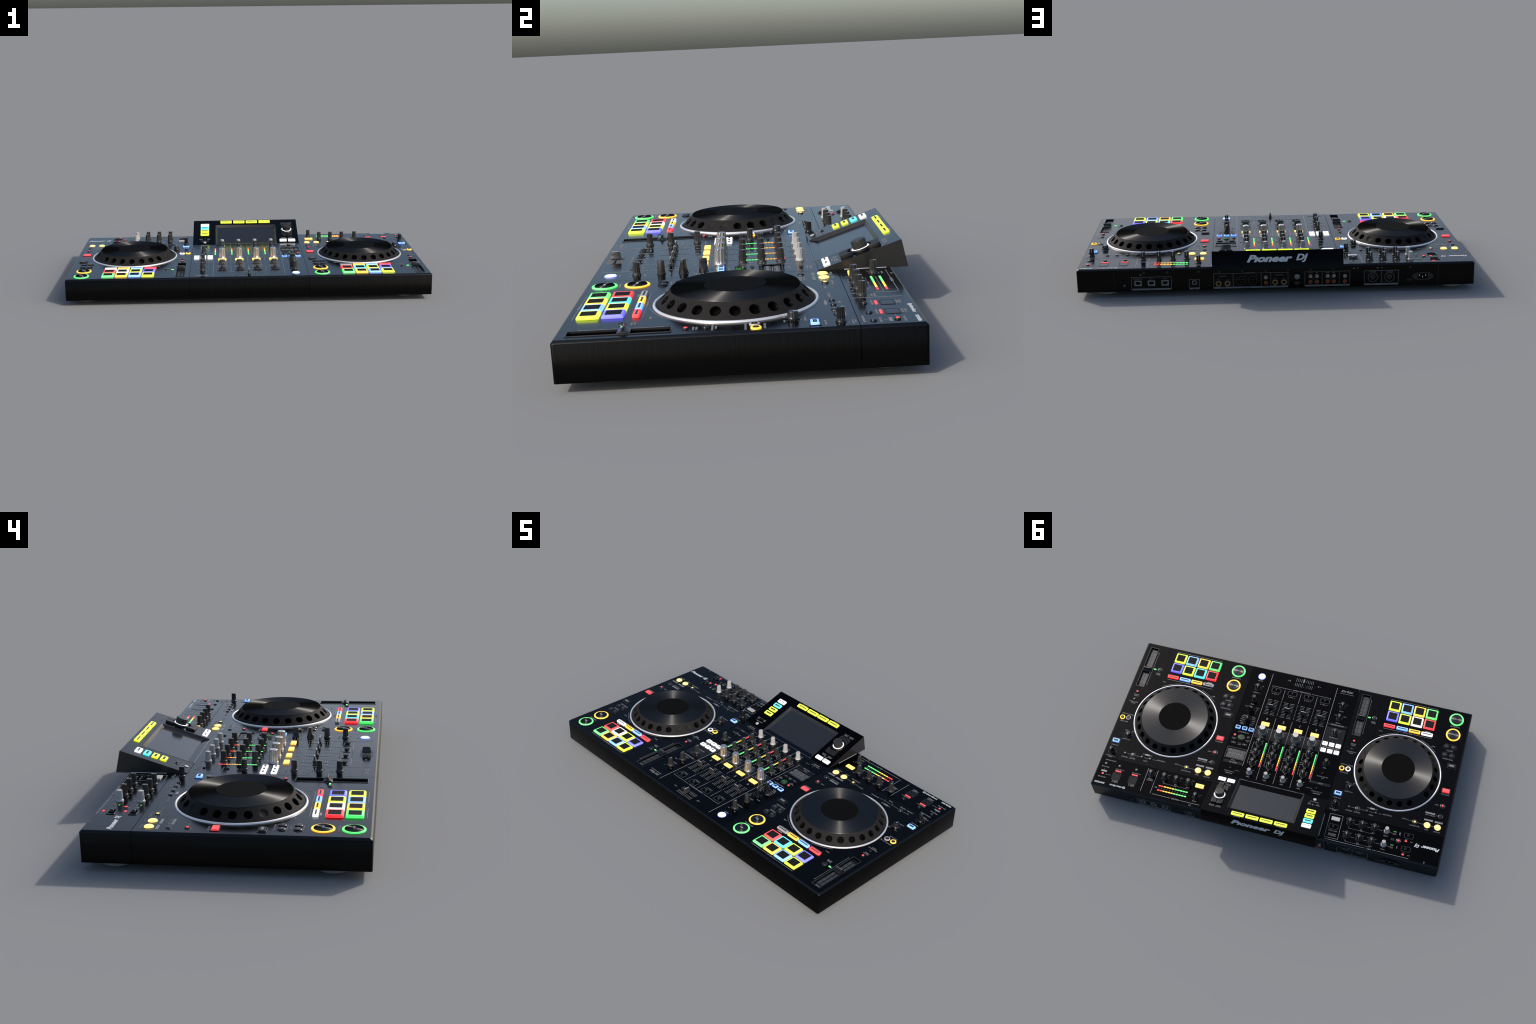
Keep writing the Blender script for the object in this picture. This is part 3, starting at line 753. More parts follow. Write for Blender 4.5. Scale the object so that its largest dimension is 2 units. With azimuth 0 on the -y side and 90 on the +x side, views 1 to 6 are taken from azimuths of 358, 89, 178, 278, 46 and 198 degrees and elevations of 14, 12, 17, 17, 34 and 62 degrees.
    # memory row
    for bx, r in ((0.2115, 0.0085), (0.1640, 0.0115), (0.1100, 0.0088), (0.0600, 0.0088)):
        round_button("memory_button", X + bx, 0.2420, r, "knob_gloss", collar=r > 0.01)
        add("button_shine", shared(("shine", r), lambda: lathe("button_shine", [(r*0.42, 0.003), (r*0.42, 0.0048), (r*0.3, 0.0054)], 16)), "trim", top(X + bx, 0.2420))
    line(X + 0.200, 0.2415, X + 0.182, 0.2410, 0.0011); line(X + 0.147, 0.2415, X + 0.122, 0.2420, 0.0011); line(X + 0.097, 0.2425, X + 0.072, 0.2425, 0.0011); line(X + 0.046, 0.2420, X + 0.027, 0.2420, 0.0011)
    label("MEMORY", X + 0.209, 0.2650, 0.038, 0.0066); label("DELETE", X + 0.163, 0.2645, 0.034, 0.0066); label("CALL", X + 0.085, 0.2620, 0.026, 0.0072)
    label("CUE/LOOP", X - 0.003, 0.2385, 0.050, 0.0072); ink.box(0.027, 0.0095, T(X + 0.0850, 0.2210)); label("IN", X + 0.108, 0.2205, 0.008, 0.006); label("OUT", X + 0.062, 0.2215, 0.012, 0.006)
    # tempo corner
    s = add("tempo_slot", shared("slotframe", lambda: frame("tempo_slot", 0.0520, 0.2870, 0.0034, -0.0035, 0.0024, 0.004)), "dark_trim", top(X + SLOT_DX, SLOT_Y))
    add("slot_floor", shared("slotfloor", lambda: rbox("slot_floor", 0.0455, 0.2795, -0.0140, -0.0095, 0.003, 0.0004)), "slot", top(X + SLOT_DX, SLOT_Y), parent=s)
    sf = Batch()
    for k in range(2):
        for i in range(8):
            y = SLOT_Y - 0.1010 + i * 0.0290
            mx = Matrix.Translation((0, 0, -0.0095)) @ T(X + SLOT_DX + (k - 0.5) * 0.0210, y)
            sf.box(0.0145, 0.0255, mx, z1=0.0004)
    sf.build("slot_scale", "slot_floor", parent=s)
    sb = Batch(); sb.text("TEMPO", 0.026, 0.0075, Matrix.Translation((0, 0, -0.0094)) @ T(X + SLOT_DX, SLOT_Y - 0.1275)); sb.build("slot_legend", "print", parent=s)
    cap = add("tempo_fader", shared("tempocap", lambda: loft("tempo_fader", [[(x, y, z) for x, y in rrect(0.0440, d, 0.002, 3)] for d, z in
        ((0.036, -0.003), (0.036, 0.002), (0.026, 0.0055), (0.011, 0.0085), (0.0060, 0.0170), (0.0035, 0.0185))], angle=radians(30))), "knob_gloss", top(X + SLOT_DX - 0.0015, -0.3400))
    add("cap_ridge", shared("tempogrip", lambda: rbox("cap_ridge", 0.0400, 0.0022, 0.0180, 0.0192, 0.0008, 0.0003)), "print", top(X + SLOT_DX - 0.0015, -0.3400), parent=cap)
    line(X + 0.2485, -0.465, X + 0.2485, -0.237, 0.0010)
    for y in (-0.465, -0.351, -0.237): ink.disc(0.0022, T(X + 0.2485, y))
    round_button("tempo_reset_button", X + 0.2045, -0.3535, 0.0110, "rubber")
    add("indicator_light", shared("bar", lambda: rbox("indicator_light", 0.0150, 0.0075, -0.002, 0.0022, 0.0035, 0.0008)), "led_green", top(X + 0.2350, -0.3500))
    label("TEMPO", X + 0.2060, -0.3265, 0.026, 0.0060); label("RESET", X + 0.2060, -0.3180, 0.026, 0.0060)
    round_button("master_tempo_button", X + 0.2840, -0.1735, 0.0085, led="led_red", collar=False, lr=0.62); label("MASTER", X + 0.2830, -0.1530, 0.030, 0.0060); label("TEMPO", X + 0.2830, -0.1440, 0.026, 0.0060)
    round_button("tempo_range_button", X + 0.2830, -0.1190, 0.0085, "knob_gloss", collar=False); label("6/10/16/WIDE", X + 0.2830, -0.1010, 0.054, 0.0058); label("TEMPO", X + 0.2830, -0.0915, 0.026, 0.0060)
    # sync pair
    for bx, by, led in ((0.3100, 0.0165, "orange"), (0.2745, 0.0130, "white")):
        m = "led_" + led if not (sx > 0 and led == "white") else "knob_white"
        k = add("sync_button", shared("sync", lambda: lathe("sync_button", [(0.0090, -0.002), (0.0090, 0.0052), (0.0080, 0.0058)], 36)), "knob_gloss", top(X + bx, by))
        add("light_ring", shared("syncring", lambda: torus_profile("light_ring", 0.0150, 0.0092, -0.002, 0.0052, 48)), m, top(X + bx, by), parent=k)
        bb = Batch(); bb.text("SYNC", 0.011, 0.004, Matrix.Translation((0, 0, 0.0058)) @ T(X + bx, by)); bb.build("legend", "print_dim", parent=k)
    label("INSTANT DOUBLES", X + 0.2880, -0.0115, 0.068, 0.0055); line(X + 0.256, -0.0115, X + 0.253, -0.0040, 0.0010); label("BEAT SYNC", X + 0.2930, 0.0405, 0.046, 0.0066)
    # jog adjust, jog mode, vinyl speed
    k = add("jog_adjust_knob", shared("jogadj", lambda: lathe("jog_adjust_knob", [(0.0190, 0), (0.0190, 0.003), (0.0165, 0.006), (0.0160, 0.010), (0.0150, 0.0205), (0.0130, 0.0230)], 84, (14, 0.0014, 0.0095, 0.0215))), "knob_gloss", top(X + 0.2375, 0.1195))
    add("pointer", shared("japtr", lambda: pointer_mesh(0.0150, 0.0160, 0.0230)), "print_logo", top(X + 0.2375, 0.1195), parent=k)
    for i in range(11):
        a = radians(230 - 28 * i); ink.box(0.0026, 0.0014, T(X + 0.2375 + 0.023*cos(a), 0.1195 + 0.023*sin(a), a))
    label("JOG ADJUST", X + 0.2390, 0.1515, 0.050, 0.0068); label("LIGHT", X + 0.2580, 0.0945, 0.018, 0.0050); label("HEAVY", X + 0.2150, 0.0945, 0.018, 0.0050)
    k = lit_key("jog_mode_button", 0.0390, 0.0230, X + 0.2920, 0.1755, "led_sky", "VINYL", t=0.0060, h=0.0075)
    add("key_frame", shared("kf", None), "dark_trim", top(X + 0.2920, 0.1755), parent=k)
    label("JOG MODE", X + 0.2900, 0.2040, 0.042, 0.0066)
    knob("tall", X + 0.2905, 0.2460, "knob_gloss", tr=0.0225); label("VINYL", X + 0.2890, 0.2855, 0.024, 0.0050); label("SPEED ADJUST", X + 0.2890, 0.2775, 0.056, 0.0058)
    # FWD / REV marks beside the ring
    for a0, wd, tx, ty in ((radians(-66), "FWD", 0.152, -0.279), (radians(-122), "REV", -0.162, -0.255)):
        da = radians(13)
        p0 = (X + 0.2560*cos(a0 - da), JOG_Y + 0.2560*sin(a0 - da)); p1 = (X + 0.2620*cos(a0 + da*0.6), JOG_Y + 0.2620*sin(a0 + da*0.6))
        ink.arc(0.2560, 0.2546, a0 - da, a0 + da, T(X, JOG_Y)); label(wd, X + tx, ty, 0.020, 0.0062)

# ------------------------------------------------------------------ input strip (+x rear)
for x, y, r, led in ((0.954, 0.334, 0.0095, None), (0.873, 0.332, 0.0095, None), (0.772, 0.330, 0.0095, None), (0.952, 0.3995, 0.0090, "led_red")):
    round_button("round_button", x, y, r, "knob_gloss" if not led else "rubber", led=led, collar=False, lr=0.6)
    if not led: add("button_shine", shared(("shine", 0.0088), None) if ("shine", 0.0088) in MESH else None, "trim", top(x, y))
label("WAKE UP / STANDBY", 0.936, 0.3085, 0.064, 0.0062); label("TRACK MARK", 0.953, 0.3530, 0.046, 0.0064); line(0.953, 0.362, 0.953, 0.373, 0.0011)
ink.box(0.034, 0.0095, T(0.9515, 0.3805)); label("MASTER REC", 0.952, 0.4195, 0.048, 0.0064); line(0.938, 0.4000, 0.905, 0.3990, 0.0011)
for (x, y), n in zip(USB, "21"):
    k = add("usb_socket", shared("usbframe", lambda: frame("usb_socket", 0.0480, 0.0440, 0.0022, -0.001, 0.0016, 0.003)), "dark_trim", top(x, y))
    add("usb_cover", shared("usbcover", lambda: rbox("usb_cover", 0.0415, 0.0375, -0.002, 0.0010, 0.002, 0.0006)), "bar", top(x, y), parent=k)
    add("indicator_light", shared("usbbar", lambda: rbox("indicator_light", 0.0360, 0.0075, -0.002, 0.0022, 0.0030, 0.0008)), "led_red", top(x - 0.001, y - 0.0325))
    label("USB STOP", x, y - 0.0445, 0.040, 0.0062); label("-", x - 0.027, y - 0.0440, 0.007, 0.0018)
    label("DEVICE 5V 1A", x - 0.002, y + 0.0270, 0.036, 0.0045); label("USB " + n, x - 0.003, y + 0.0360, 0.034, 0.0080)
line(0.7095, 0.300, 0.7095, 0.450, 0.0020); line(0.651, 0.300, 0.651, 0.450, 0.0020)
knob("small", 0.680, 0.334); label("BOOTH", 0.680, 0.3720, 0.034, 0.0066); label("LEVEL", 0.680, 0.3630, 0.030, 0.0062); label("0", 0.655, 0.314, None, 0.005)
for x, nm in ((0.600, "HI"), (0.5285, "MID"), (0.4580, "LOW")):
    knob("small", x, 0.333, tr=0.0200); label(nm, x, 0.3620, None, 0.0060); label("-12", x + 0.021, 0.3130, 0.010, 0.005); label("+12", x - 0.021, 0.3130, 0.010, 0.005)
line(0.600, 0.3705, 0.540, 0.3705, 0.0012); line(0.519, 0.3705, 0.458, 0.3705, 0.0012); label("EQ", 0.5295, 0.3715, 0.014, 0.0070)
add("microphone_cue_button", MESH["cuebtn"], "led_amber", top(0.3935, 0.3355))
knob("tall", 0.395, 0.4045, tr=0.0195); label("LEVEL", 0.396, 0.4330, 0.026, 0.0060); label("0", 0.369, 0.388, None, 0.005)
for r, y in enumerate((0.3905, 0.4185)):
    for i in range(11):
        col = "green" if i < 5 else "orange" if i < 9 else "red"
        add("meter_segment", shared("mseg", lambda: rbox("meter_segment", 0.0125, 0.0070, -0.002, 0.0014, 0.001, 0.0005)), "led_" + col, top(0.4540 + 0.0159 * i, y))
for i in range(12): label(str(i % 10), 0.4540 + 0.0159 * i, 0.4045, 0.0035, 0.0048)
dim.box(0.013, 0.005, T(0.632, 0.4045))
line(0.638, 0.4495, 0.530, 0.4495, 0.0020); line(0.476, 0.4495, 0.360, 0.4495, 0.0020); label("MASTER", 0.503, 0.4495, 0.046, 0.0085)
for x, wd, w, h in ((0.952, "serato", 0.060, 0.0125), (0.853, "rekordbox", 0.078, 0.0120)):
    lb = Batch(); lb.text(wd, w, h, T(x, 0.4570), bold=0.02); lb.build("logo_lettering", "print_logo")
lb = Batch(); lb.arc(0.0075, 0.0052, 0, 2*pi, T(0.806, 0.4555)); lb.arc(0.0035, 0.0018, 0, 2*pi, T(0.806, 0.4555)); lb.build("logo_mark", "print_logo")
ink.arc(0.0055, 0.0042, 0, pi, T(0.412, 0.462)); ink.box(0.003, 0.005, T(0.417, 0.461)); ink.box(0.003, 0.005, T(0.407, 0.461))

# ------------------------------------------------------------------ microphone strip (-x rear)
for x0, y0, x1, y1 in ((-0.359, 0.308, -0.432, 0.308), (-0.432, 0.308, -0.434, 0.452), (-0.434, 0.452, -0.360, 0.452), (-0.360, 0.452, -0.359, 0.308)): line(x0, y0, x1, y1, 0.0016)
add("wake_button", rbox("wake_button", 0.0480, 0.0235, -0.002, 0.0060, 0.002, 0.0015), "knob_white", top(-0.3960, 0.3355))
label("LIGHT  HEAVY", -0.396, 0.4080, 0.050, 0.0058); label("FEEDBACK", -0.397, 0.4360, 0.044, 0.0062); label("REDUCER", -0.397, 0.4270, 0.042, 0.0062)
for y, n in ((0.335, "2"), (0.417, "1")):
    for x, nm in ((-0.476, "HI"), (-0.5455, "MID"), (-0.6145, "LOW")):
        knob("small", x, y, tr=0.0195); label(nm, x, y + 0.0280, None, 0.0055); label("-12", x + 0.020, y - 0.0200, 0.010, 0.0048); label("+12", x - 0.020, y - 0.0200, 0.010, 0.0048)
        line(x - 0.025, y + 0.0020, x - 0.044, y + 0.0020, 0.0011)
    line(-0.476, y + 0.0345, -0.536, y + 0.0345, 0.0012); line(-0.556, y + 0.0345, -0.6145, y + 0.0345, 0.0012); label("EQ", -0.546, y + 0.0345, 0.014, 0.0070)
    knob("white", -0.683, y - 0.0005, "knob_white"); label("LEVEL", -0.683, y + 0.0280, 0.026, 0.0060)
    line(-0.703, y + 0.0020, -0.738, y + 0.0020, 0.0011)
    add("indicator_light", shared("micg", lambda: rbox("indicator_light", 0.0170, 0.0060, -0.002, 0.0012, 0.001, 0.0004)), "dead_green", top(-0.728, y - 0.0100))
    add("indicator_light", MESH["micg"], "dead_red", top(-0.728, y + 0.0075))
    label(n, -0.7565, y - 0.0035, None, 0.015, bold=0.02)
    add("indicator_light", shared("micr", lambda: rbox("indicator_light", 0.0130, 0.0075, -0.002, 0.0016, 0.002, 0.0006)), "led_red", top(-0.7965, y + 0.0300))
    label("OFF", -0.827, y + 0.0290, 0.014, 0.0055); label("ON", -0.797, y + 0.0210, 0.011, 0.0055)
for x, y in ((-0.806, 0.332), (-0.806, 0.413), (-0.395, 0.384)):
    k = add("toggle_switch", shared("tgframe", lambda: frame("toggle_switch", 0.0540, 0.0340, 0.0050, -0.001, 0.0026, 0.009)), "knob_gloss", top(x, y))
    add("switch_toggle", shared("tgl2", lambda: rbox("switch_toggle", 0.0130, 0.0150, -0.005, 0.0110, 0.001, 0.003)), "knob_gloss", top(x + 0.002, y), parent=k)
round_button("talk_over_button", -0.757, 0.3735, 0.0110, led="led_red", lr=0.55); label("TALK", -0.7230, 0.3690, 0.018, 0.0052); label("OVER", -0.7230, 0.3760, 0.018, 0.0052)
line(-0.360, 0.4635, -0.590, 0.4635, 0.0020); line(-0.630, 0.4635, -0.831, 0.4635, 0.0020); label("MIC", -0.610, 0.4635, 0.026, 0.0080)
def brand(mx, w, h, name, mat):
    """Slanted maker's lettering: heavy first word plus short second word."""
    bb = Batch()
    bb.text("P\u0131oneer", w * 0.745, h * 0.80, mx @ Matrix.Translation((-w * 0.1275, -h * 0.0, 0)), shear=0.35, bold=0.050)
    bb.text("DJ", w * 0.20, h * 0.92, mx @ Matrix.Translation((w * 0.400, -h * 0.02, 0)), shear=0.30, bold=0.045)
    return bb.build(name, mat, stuff=False)
brand(T(-0.9145, 0.3755), 0.138, 0.026, "logo_lettering", "print_logo")
ink.arc(0.0045, 0.0034, 0, 2*pi, T(-0.916, 0.4625)); ink.box(0.0012, 0.006, T(-0.916, 0.4690))

# ------------------------------------------------------------------ tilted screen housing
HW = 0.3248
SL = 0.2887
def housing():
    pr = [(0.2320, 0.1440), (0.4700, 0.1440), (0.4705, 0.1470), (0.5310, 0.1470), (0.5110, 0.2378), (0.5090, 0.2397), (0.2330, 0.1500), (0.2320, 0.1485)]
    v, f = [], []
    n = len(pr)
    for x, ins in ((-HW - 0.0035, 0.0012), (-HW - 0.0023, 0), (HW - 0.0012, 0), (HW, 0.0012)):
        for y, z in pr:
            cy, cz = 0.40, 0.18
            d = math.hypot(y - cy, z - cz)
            v.append((x, y - (y - cy) / d * ins, z - (z - cz) / d * ins))
    for k in range(3):
        for i in range(n):
            j = (i + 1) % n; f.append((k*n+i, k*n+j, (k+1)*n+j, (k+1)*n+i))
    f += [tuple(range(n)), tuple(range(3*n, 4*n))]
    me = finish("screen_housing", v, f, angle=radians(20))
    # tapered screen well
    r = 0.002
    rings = []
    for w, s0, s1, h in ((0.3500, 0.0150, 0.2180, -0.0130), (0.3760, 0.0015, 0.2325, 0.0), (0.3960, -0.0080, 0.2425, 0.0100)):
        rings.append([hump(x, (s0 + s1) / 2 + y, h) for x, y in rrect(w, s1 - s0, r, 2)])
    cut = loft("cut", rings)
    me = carve(me, [(cut, Matrix())])
    me.materials.append(MAT["gloss_black"]); me.materials.append(MAT["hump_side"])
    for p in me.polygons:
        p.material_index = 1 if abs(p.normal.x) > 0.8 and abs(p.center.x) > 0.30 or (HN.dot(p.normal) < 0.97 and abs(p.center.x) < 0.19 and (Vector(p.center) - H0).dot(HN) < -0.001 and p.normal.z > 0.1 and p.center.y < 0.5) else 0
    return me
hs = add("screen_housing", housing())
add("touch_screen", rbox("touch_screen", 0.3520, 0.2050, -0.004, 0.0015, 0.001, 0.0004), "screen", hump(0, 0.1165, -0.0135), HROT, parent=hs)
for x0, s0, x1, s1 in ((0.1885, 0.0006, -0.1885, 0.0006),):
    add("screen_edge", rbox("screen_edge", 0.3790, 0.0036, -0.002, 0.0012, 0.0012, 0.0006), "trim", hump(0, 0.0014, 0), HROT, parent=hs)
for s in (1, -1):
    add("screen_edge", shared("sedge", lambda: rbox("screen_edge", 0.0022, 0.2320, -0.002, 0.0008, 0.0008, 0.0004)), "dark_trim", hump(s * 0.1890, 0.1170, 0), HROT, parent=hs)
    add("sunlit_sliver_strip", shared("strip", lambda: rbox("sunlit_sliver_strip", 0.0022, 0.1400, -0.001, 0.0012, 0.0006, 0.0004)), "silver", top(HW + 0.0016 if s > 0 else -HW - 0.0051, 0.3880), parent=hs)  # bright line of sun at the housing foot, built as silver strips
for x in (0.1205, 0.0390, -0.0410, -0.1225):
    lit_key("screen_menu_button", 0.0710, 0.0240, x, 0.2655, "led_yellow", None, f="hump", h=0.0060, t=0.0085, ty=0.0090)
for s_, led, wd in ((0.1185, "yellow", "PLAYLIST"), (0.1550, "yellow", "HISTORY"), (0.1915, "cyan", "SEARCH"), (0.2290, "white", "BROWSE")):
    lit_key("browse_button", 0.0520, 0.0260, -0.2570, s_, "led_" + led, wd, "print_black" if led != "white" else None, f="hump", h=0.0060, t=0.0080, ty=0.0085)
for x, wd in ((0.2825, "DECK 1"), (0.2295, "DECK 2")):
    lit_key("load_button", 0.0430, 0.0235, x, 0.0330, "led_white", wd, None, f="hump", h=0.0060, t=0.0065, ty=0.0080)
label("LOAD", 0.256, 0.0550, 0.022, 0.0055, f=TH)
for x, a, b2 in ((0.276, "TAG TRACK", "REMOVE"), (0.236, "BACK", "ZOOM")):
    label(a, x, 0.0700, 0.030, 0.0050, f=TH); label(b2, x, 0.0630, 0.024, 0.0045, f=TH)
for x, a, b2 in ((0.278, "INFO", "LINK"), (0.240, "MENU", "UTILITY")):
    label(a, x, 0.2380, 0.026, 0.0050, f=TH); label(b2, x, 0.2460, 0.030, 0.0050, f=TH)
label("SHORTCUT", 0.122, 0.2825, 0.040, 0.0055, f=TH); label("SOURCE", -0.122, 0.2825, 0.040, 0.0055, f=TH)
add("status_light", lathe("status_light", [(0.0095, -0.001), (0.0095, 0.002), (0.007, 0.0035)], 32), "knob_white", hump(-0.2555, 0.0215), HROT)
label("MASTER PLAYER", -0.256, 0.0400, 0.050, 0.0052, f=TH)
add("mini_toggle", lathe("mini_toggle", [(0.0075, -0.001), (0.0075, 0.0018), (0.0035, 0.0030), (0.0030, 0.0075)], 24), "knob_gloss", hump(-0.2570, 0.0630), HROT)
for i, (x, a) in enumerate(((-0.233, "LIBRARY"), (-0.280, "DEVICE"))):
    label(a, x, 0.0640, 0.020, 0.0050, f=TH); label("MODE", x, 0.0560, 0.016, 0.0045, f=TH)
# browse encoder with lit ring and four keys
e = add("browse_encoder", lathe("browse_encoder", [(0.0225, 0.004), (0.0225, 0.0100), (0.0262, 0.0115), (0.0262, 0.0330), (0.0245, 0.0358), (0.0215, 0.0368)], 96, (16, 0.0016, 0.0110, 0.0345)), "knob", hump(0.2570, 0.1590), HROT)
add("light_ring", torus_profile("light_ring", 0.0310, 0.0250, 0.004, 0.0088, 64), "led_white", hump(0.2570, 0.1590), HROT, parent=e)
add("encoder_base", lathe("encoder_base", [(0.0385, -0.001), (0.0385, 0.0040), (0.0360, 0.0070), (0.0300, 0.0078)], 64), "knob_gloss", hump(0.2570, 0.1590), HROT, parent=e)
def key_wing(sx, sy):
    """Quarter key beside the encoder, hollowed by its round base."""
    pts = [(sx * 0.0012, sy * 0.0415), (sx * 0.0012, sy * 0.0700)]
    for i in range(5):
        t = radians(90 - 22.5 * i); pts.append((sx * (0.0230 + 0.0110 * cos(t)), sy * (0.0590 + 0.0110 * sin(t))))
    pts.append((sx * 0.0340, sy * 0.0300))
    for i in range(6):
        a = radians(40 + 9.4 * i); pts.append((sx * 0.0418 * cos(a), sy * 0.0418 * sin(a)))
    cx = sum(p[0] for p in pts) / len(pts); cy = sum(p[1] for p in pts) / len(pts)
    rings = [[(cx + (x - cx) * k, cy + (y - cy) * k, z) for x, y in pts] for k, z in ((1, -0.001), (1, 0.0070), (0.95, 0.0092), (0.86, 0.0100))]
    return loft("encoder_key", rings)
for sx in (1, -1):
    for sy in (1, -1): add("encoder_key", key_wing(sx, sy), "rubber", hump(0.2570, 0.1560 if sy > 0 else 0.1535), HROT, parent=e)
# lettering on the back of the housing
bt = math.atan2(0.5310 - 0.5110, 0.2378 - 0.1452)
mx = Matrix.Translation((0.0, 0.5310 - 0.0558 * math.tan(bt), 0.2010)) @ Matrix.Rotation(bt, 4, "X") @ Euler(BACK).to_matrix().to_4x4()
o = brand(mx, 0.305, 0.046, "logo_lettering", "print_logo")

# ------------------------------------------------------------------ rear connectors
rear_plates = Batch()
rp = add("connector_plate", rbox("connector_plate", 1.628, 0.104, -0.001, 0.0006, 0.001, 0.0002), "rear_plate") if False else None
grey = Batch()
def rear_box(x0, x1, z0, z1, words=None, dividers=(), base=0.0085):
    """Printed outline with a filled caption bar along its lower edge."""
    t = 0.0017
    for a, b, w, h in (((x0+x1)/2, z1, abs(x1-x0), t), (x0, (z0+z1)/2, t, z1-z0), (x1, (z0+z1)/2, t, z1-z0)):
        grey.box(w, h, TR(a, b))
    for x in dividers: grey.box(t, z1 - z0, TR(x, (z0+z1)/2))
    grey.box(abs(x1-x0) + t, base, TR((x0+x1)/2, z0 + base/2))
cap = Batch()
def caption(s, x, z, w, h=0.0050, b=None): (b or cap).text(s, w, h, TR(x, z), z1=0.0011)
rear_box(0.729, 0.531, 0.036, 0.104)
for x, wd in zip(LAN, ("EXTENSION", "CH 4", "CH 3")):
    k = add("network_port", shared("lan", lambda: frame("network_port", 0.0365, 0.0285, 0.0062, -0.001, 0.0012, 0.001)), "port_grey", rear(x, 0.0720), BACK)
    add("port_latch", shared("latch", lambda: rbox("port_latch", 0.0075, 0.0040, -0.003, 0.0010, 0.0004, 0.0002)), "port_grey", rear(x + 0.0085, 0.0640), BACK, parent=k)
    add("port_latch", MESH["latch"], "port_grey", rear(x - 0.0085, 0.0640), BACK, parent=k)
    caption(wd, x, 0.0945, 0.044 if len(wd) > 5 else 0.018, b=grey)
caption("LINK", 0.630, 0.0405, 0.016)
rear_box(0.442, 0.390, 0.035, 0.087); caption("USB", 0.416, 0.0395, 0.022)
add("usb_b_port", frame("usb_b_port", 0.0230, 0.0210, 0.0042, -0.001, 0.0012, 0.003), "port_grey", rear(0.4155, 0.0700), BACK)
rear_box(0.319, -0.054, 0.035, 0.1135, dividers=(0.222, 0.081, 0.033))
for wd, x, w in (("BOOTH", 0.272, 0.028), ("MASTER 1", 0.151, 0.042), ("MASTER 2", 0.057, 0.036), ("BOOTH", -0.011, 0.022)): caption(wd, x, 0.0395, w)
for wd, x, z, w in (("BALANCED", 0.274, 0.100, 0.036), ("R", 0.295, 0.085, 0.005), ("L", 0.250, 0.085, 0.005), ("R", 0.160, 0.101, 0.005), ("L", 0.100, 0.101, 0.005), ("UNBALANCED", -0.010, 0.101, 0.044), ("R", 0.011, 0.085, 0.005), ("L", -0.033, 0.085, 0.005), ("LEVEL ATT", 0.137, 0.116, 0.052), ("SIGNAL", -0.099, 0.059, 0.028), ("GND", -0.099, 0.051, 0.018), ("AC IN", -0.669, 0.059, 0.024)): caption(wd, x, z, w, b=grey)
rear_box(-0.139, -0.366, 0.036, 0.1135, dividers=(-0.226, -0.312))
for wd, x in (("CH 4", -0.183), ("CH 3", -0.269), ("AUX", -0.341)): caption(wd, x, 0.0400, 0.017)
for wd, x in (("PHONO", -0.167), ("LINE", -0.199), ("PHONO", -0.2535), ("LINE", -0.2845)): caption(wd, x, 0.1075, 0.022 if wd == "PHONO" else 0.014, b=grey)
rear_box(-0.439, -0.612, 0.036, 0.112, dividers=(-0.5255,))
for wd, x in (("MIC 2", -0.482), ("MIC 1", -0.568)): caption(wd, x, 0.0405, 0.020)
for x in (-0.482, -0.568): caption("BALANCED", x, 0.1070, 0.034, b=grey)
for x, z in JACK:
    k = add("phone_jack", shared("jack", lambda: torus_profile("phone_jack", 0.0130, 0.0080, -0.001, 0.0040, 32)), "gold", rear(x, z), BACK)
    add("jack_collar", shared("jackc", lambda: torus_profile("jack_collar", 0.0160, 0.0148, -0.001, 0.0012, 32)), "port_grey", rear(x, z), BACK, parent=k)
for x, z in XLR_M:
    k = add("xlr_socket", shared("xlr", lambda: torus_profile("xlr_socket", 0.0235, 0.0195, -0.001, 0.0016, 40)), "slot", rear(x, z), BACK)
    for a in (30, 150, 270):
        add("contact_pin", shared("pin", lambda: lathe("contact_pin", [(0.0022, -0.007), (0.0022, -0.002), (0.0012, 0.0)], 12)), "gold", (x - 0.0085*cos(radians(a)), YB, z + 0.0085*sin(radians(a))), BACK, parent=k)
for x, z in XLR_F:
    k = add("microphone_socket", shared("mics", lambda: torus_profile("microphone_socket", 0.0265, 0.0215, -0.001, 0.0025, 40)), "dark_trim", rear(x, z), BACK)
    add("socket_core", shared("micc", lambda: lathe("socket_core", [(0.0150, -0.006), (0.0150, -0.002), (0.0130, -0.001)], 32)), "slot", rear(x, z), BACK, parent=k)
for x, z, w in RCA + [(-0.3405, 0.0885, 1), (-0.3405, 0.0595, 0)]:
    k = add("rca_jack", shared("rca", lambda: lathe("rca_jack", [(0.0080, -0.001), (0.0080, 0.0100), (0.0070, 0.0110)], 24)), "rca_white" if w else "rca_red", rear(x, z), BACK)
    add("jack_ring", shared("rcar", lambda: torus_profile("jack_ring", 0.0103, 0.0080, -0.001, 0.0040, 32)), "gold", rear(x, z), BACK, parent=k)
    add("jack_hole", shared("rcah", lambda: lathe("jack_hole", [(0.0030, 0.008), (0.0030, 0.0114), (0.0022, 0.0114)], 16)), "slot", rear(x, z), BACK, parent=k)
add("ground_terminal", lathe("ground_terminal", [(0.0120, -0.001), (0.0155, 0.004), (0.0155, 0.012), (0.0130, 0.0170), (0.0060, 0.0190)], 40, (20, 0.0008, 0.003, 0.0125)), "port_grey", rear(-0.0990, 0.0930), BACK)
k = add("power_inlet", frame("power_inlet", 0.0620, 0.0420, 0.0070, -0.001, 0.0060, 0.010), "rubber", rear(-0.7355, 0.0790), BACK)
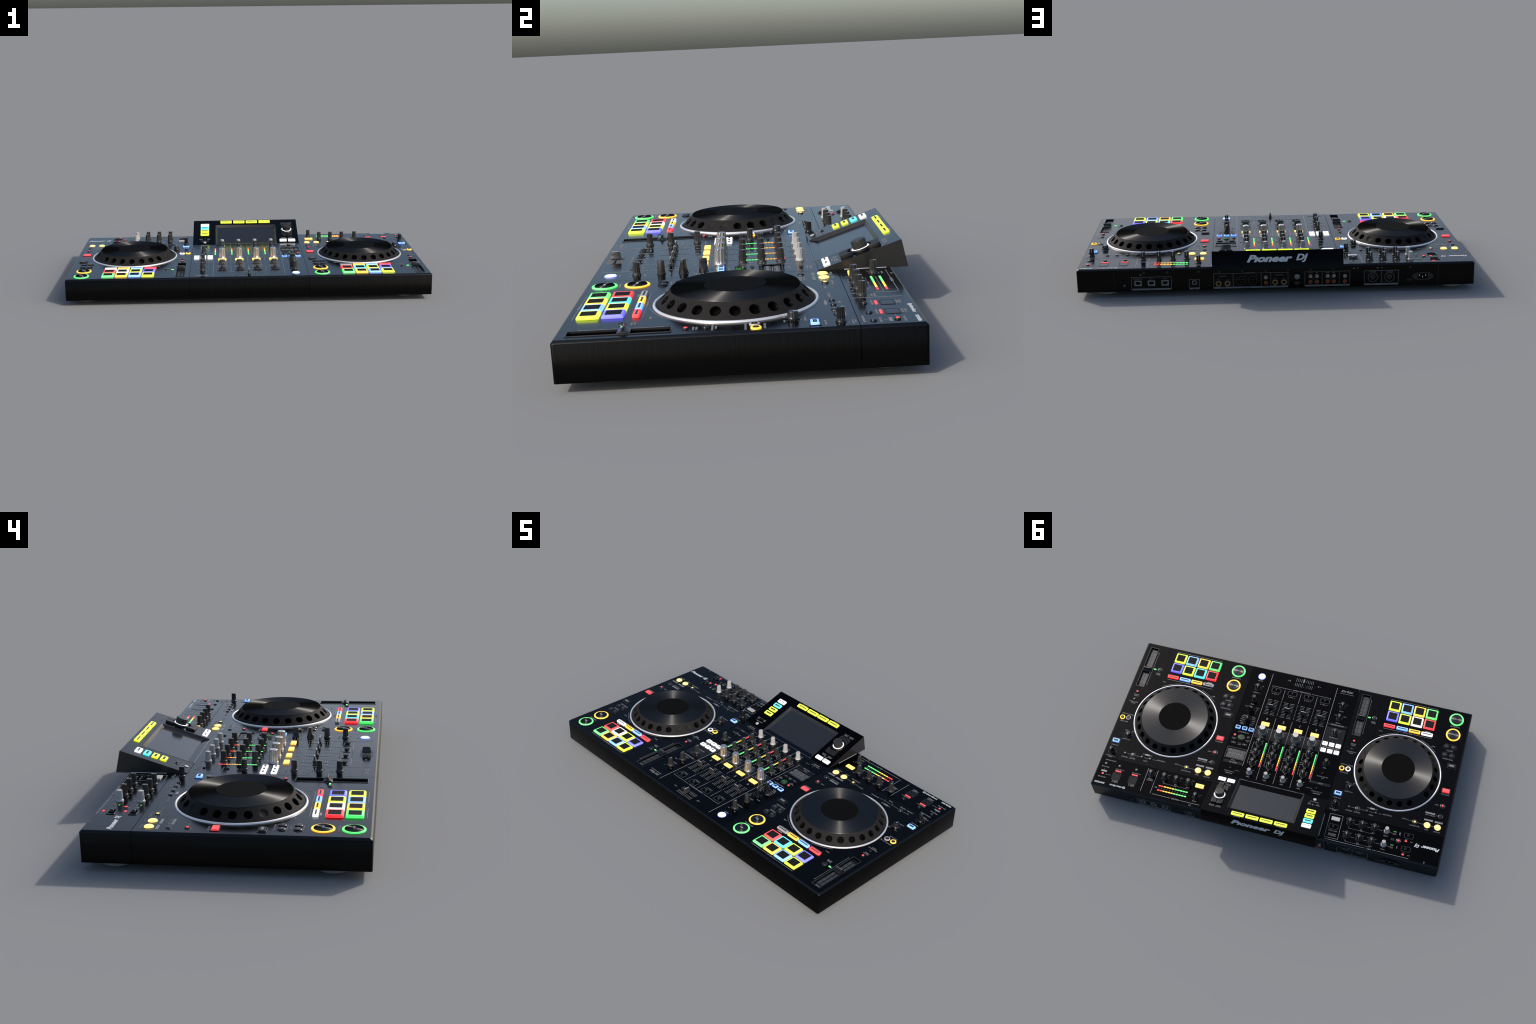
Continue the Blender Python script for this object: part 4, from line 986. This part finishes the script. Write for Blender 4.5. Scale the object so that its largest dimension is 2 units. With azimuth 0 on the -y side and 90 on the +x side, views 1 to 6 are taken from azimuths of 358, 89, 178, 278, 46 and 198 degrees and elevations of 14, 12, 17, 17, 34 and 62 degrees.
fl = [(-0.0540, 0.006), (-0.0540, -0.006), (-0.0280, -0.0230), (0.0280, -0.0230), (0.0540, -0.006), (0.0540, 0.006), (0.0280, 0.0230), (-0.0280, 0.0230)]
flange = Batch()
for s in (-1, 1): flange.poly([(s*x, y) for x, y in ((0.0285, -0.0220), (0.0540, -0.0070), (0.0540, 0.0070), (0.0285, 0.0220))][::s], TR(-0.7355, 0.0790), z1=0.0040)
flange.build("inlet_flange", "rubber", stuff=False, parent=k)
for x, z in ((-0.0160, 0.003), (0.0160, 0.003), (0, -0.005)):
    add("contact_pin", shared("pin2", lambda: rbox("contact_pin", 0.0040, 0.0075, -0.007, 0.000, 0.0005, 0.0003)), "silver", rear(-0.7355 + x, 0.0790 + z), BACK, parent=k)
screw = lathe("screw", [(0.0062, -0.001), (0.0062, 0.0012), (0.0030, 0.0020)], 20)
for x in (0.667, 0.550, 0.393, -0.406, -0.526, -0.671): add("screw", screw, "slot", rear(x, 0.1265), BACK)
for x in (0.290, 0.175, 0.058, -0.055, -0.168, -0.282): add("screw", screw, "slot", rear(x, 0.1235), BACK)
add("screw", screw, "slot", rear(-0.183, 0.0760), BACK); add("screw", screw, "slot", rear(-0.269, 0.0760), BACK)
for x in (-0.388, -0.507): grey.poly([(0.006, 0), (-0.005, 0.0042), (-0.005, -0.0042)], TR(x, 0.1265))
grey.poly([(0.005, 0.004), (-0.006, 0.0), (0.001, -0.005)], TR(0.683, 0.1160))
grey.box(0.008, 0.006, TR(0.765, 0.060)); grey.arc(0.0035, 0.0022, 0, pi, TR(0.765, 0.063))
dark_line = Batch()
dark_line.box(0.648, 0.0012, TR(0, 0.0815), z1=0.0004); 
for x in (0.815, -0.8145): dark_line.box(0.0016, 0.104, TR(x, 0.083), z1=0.0004)
dark_line.build("panel_seam", "slot")
grey.build("connector_print", "print_dim"); cap.build("connector_caption", "print_black")

# ------------------------------------------------------------------ printed matter in bulk
plate_bar.build("title_bar", "bar")
ink.build("panel_print", "print"); dim.build("panel_print_dark", "print_dim")
for m in [m for m in bpy.data.meshes if m.users == 0]: bpy.data.meshes.remove(m)
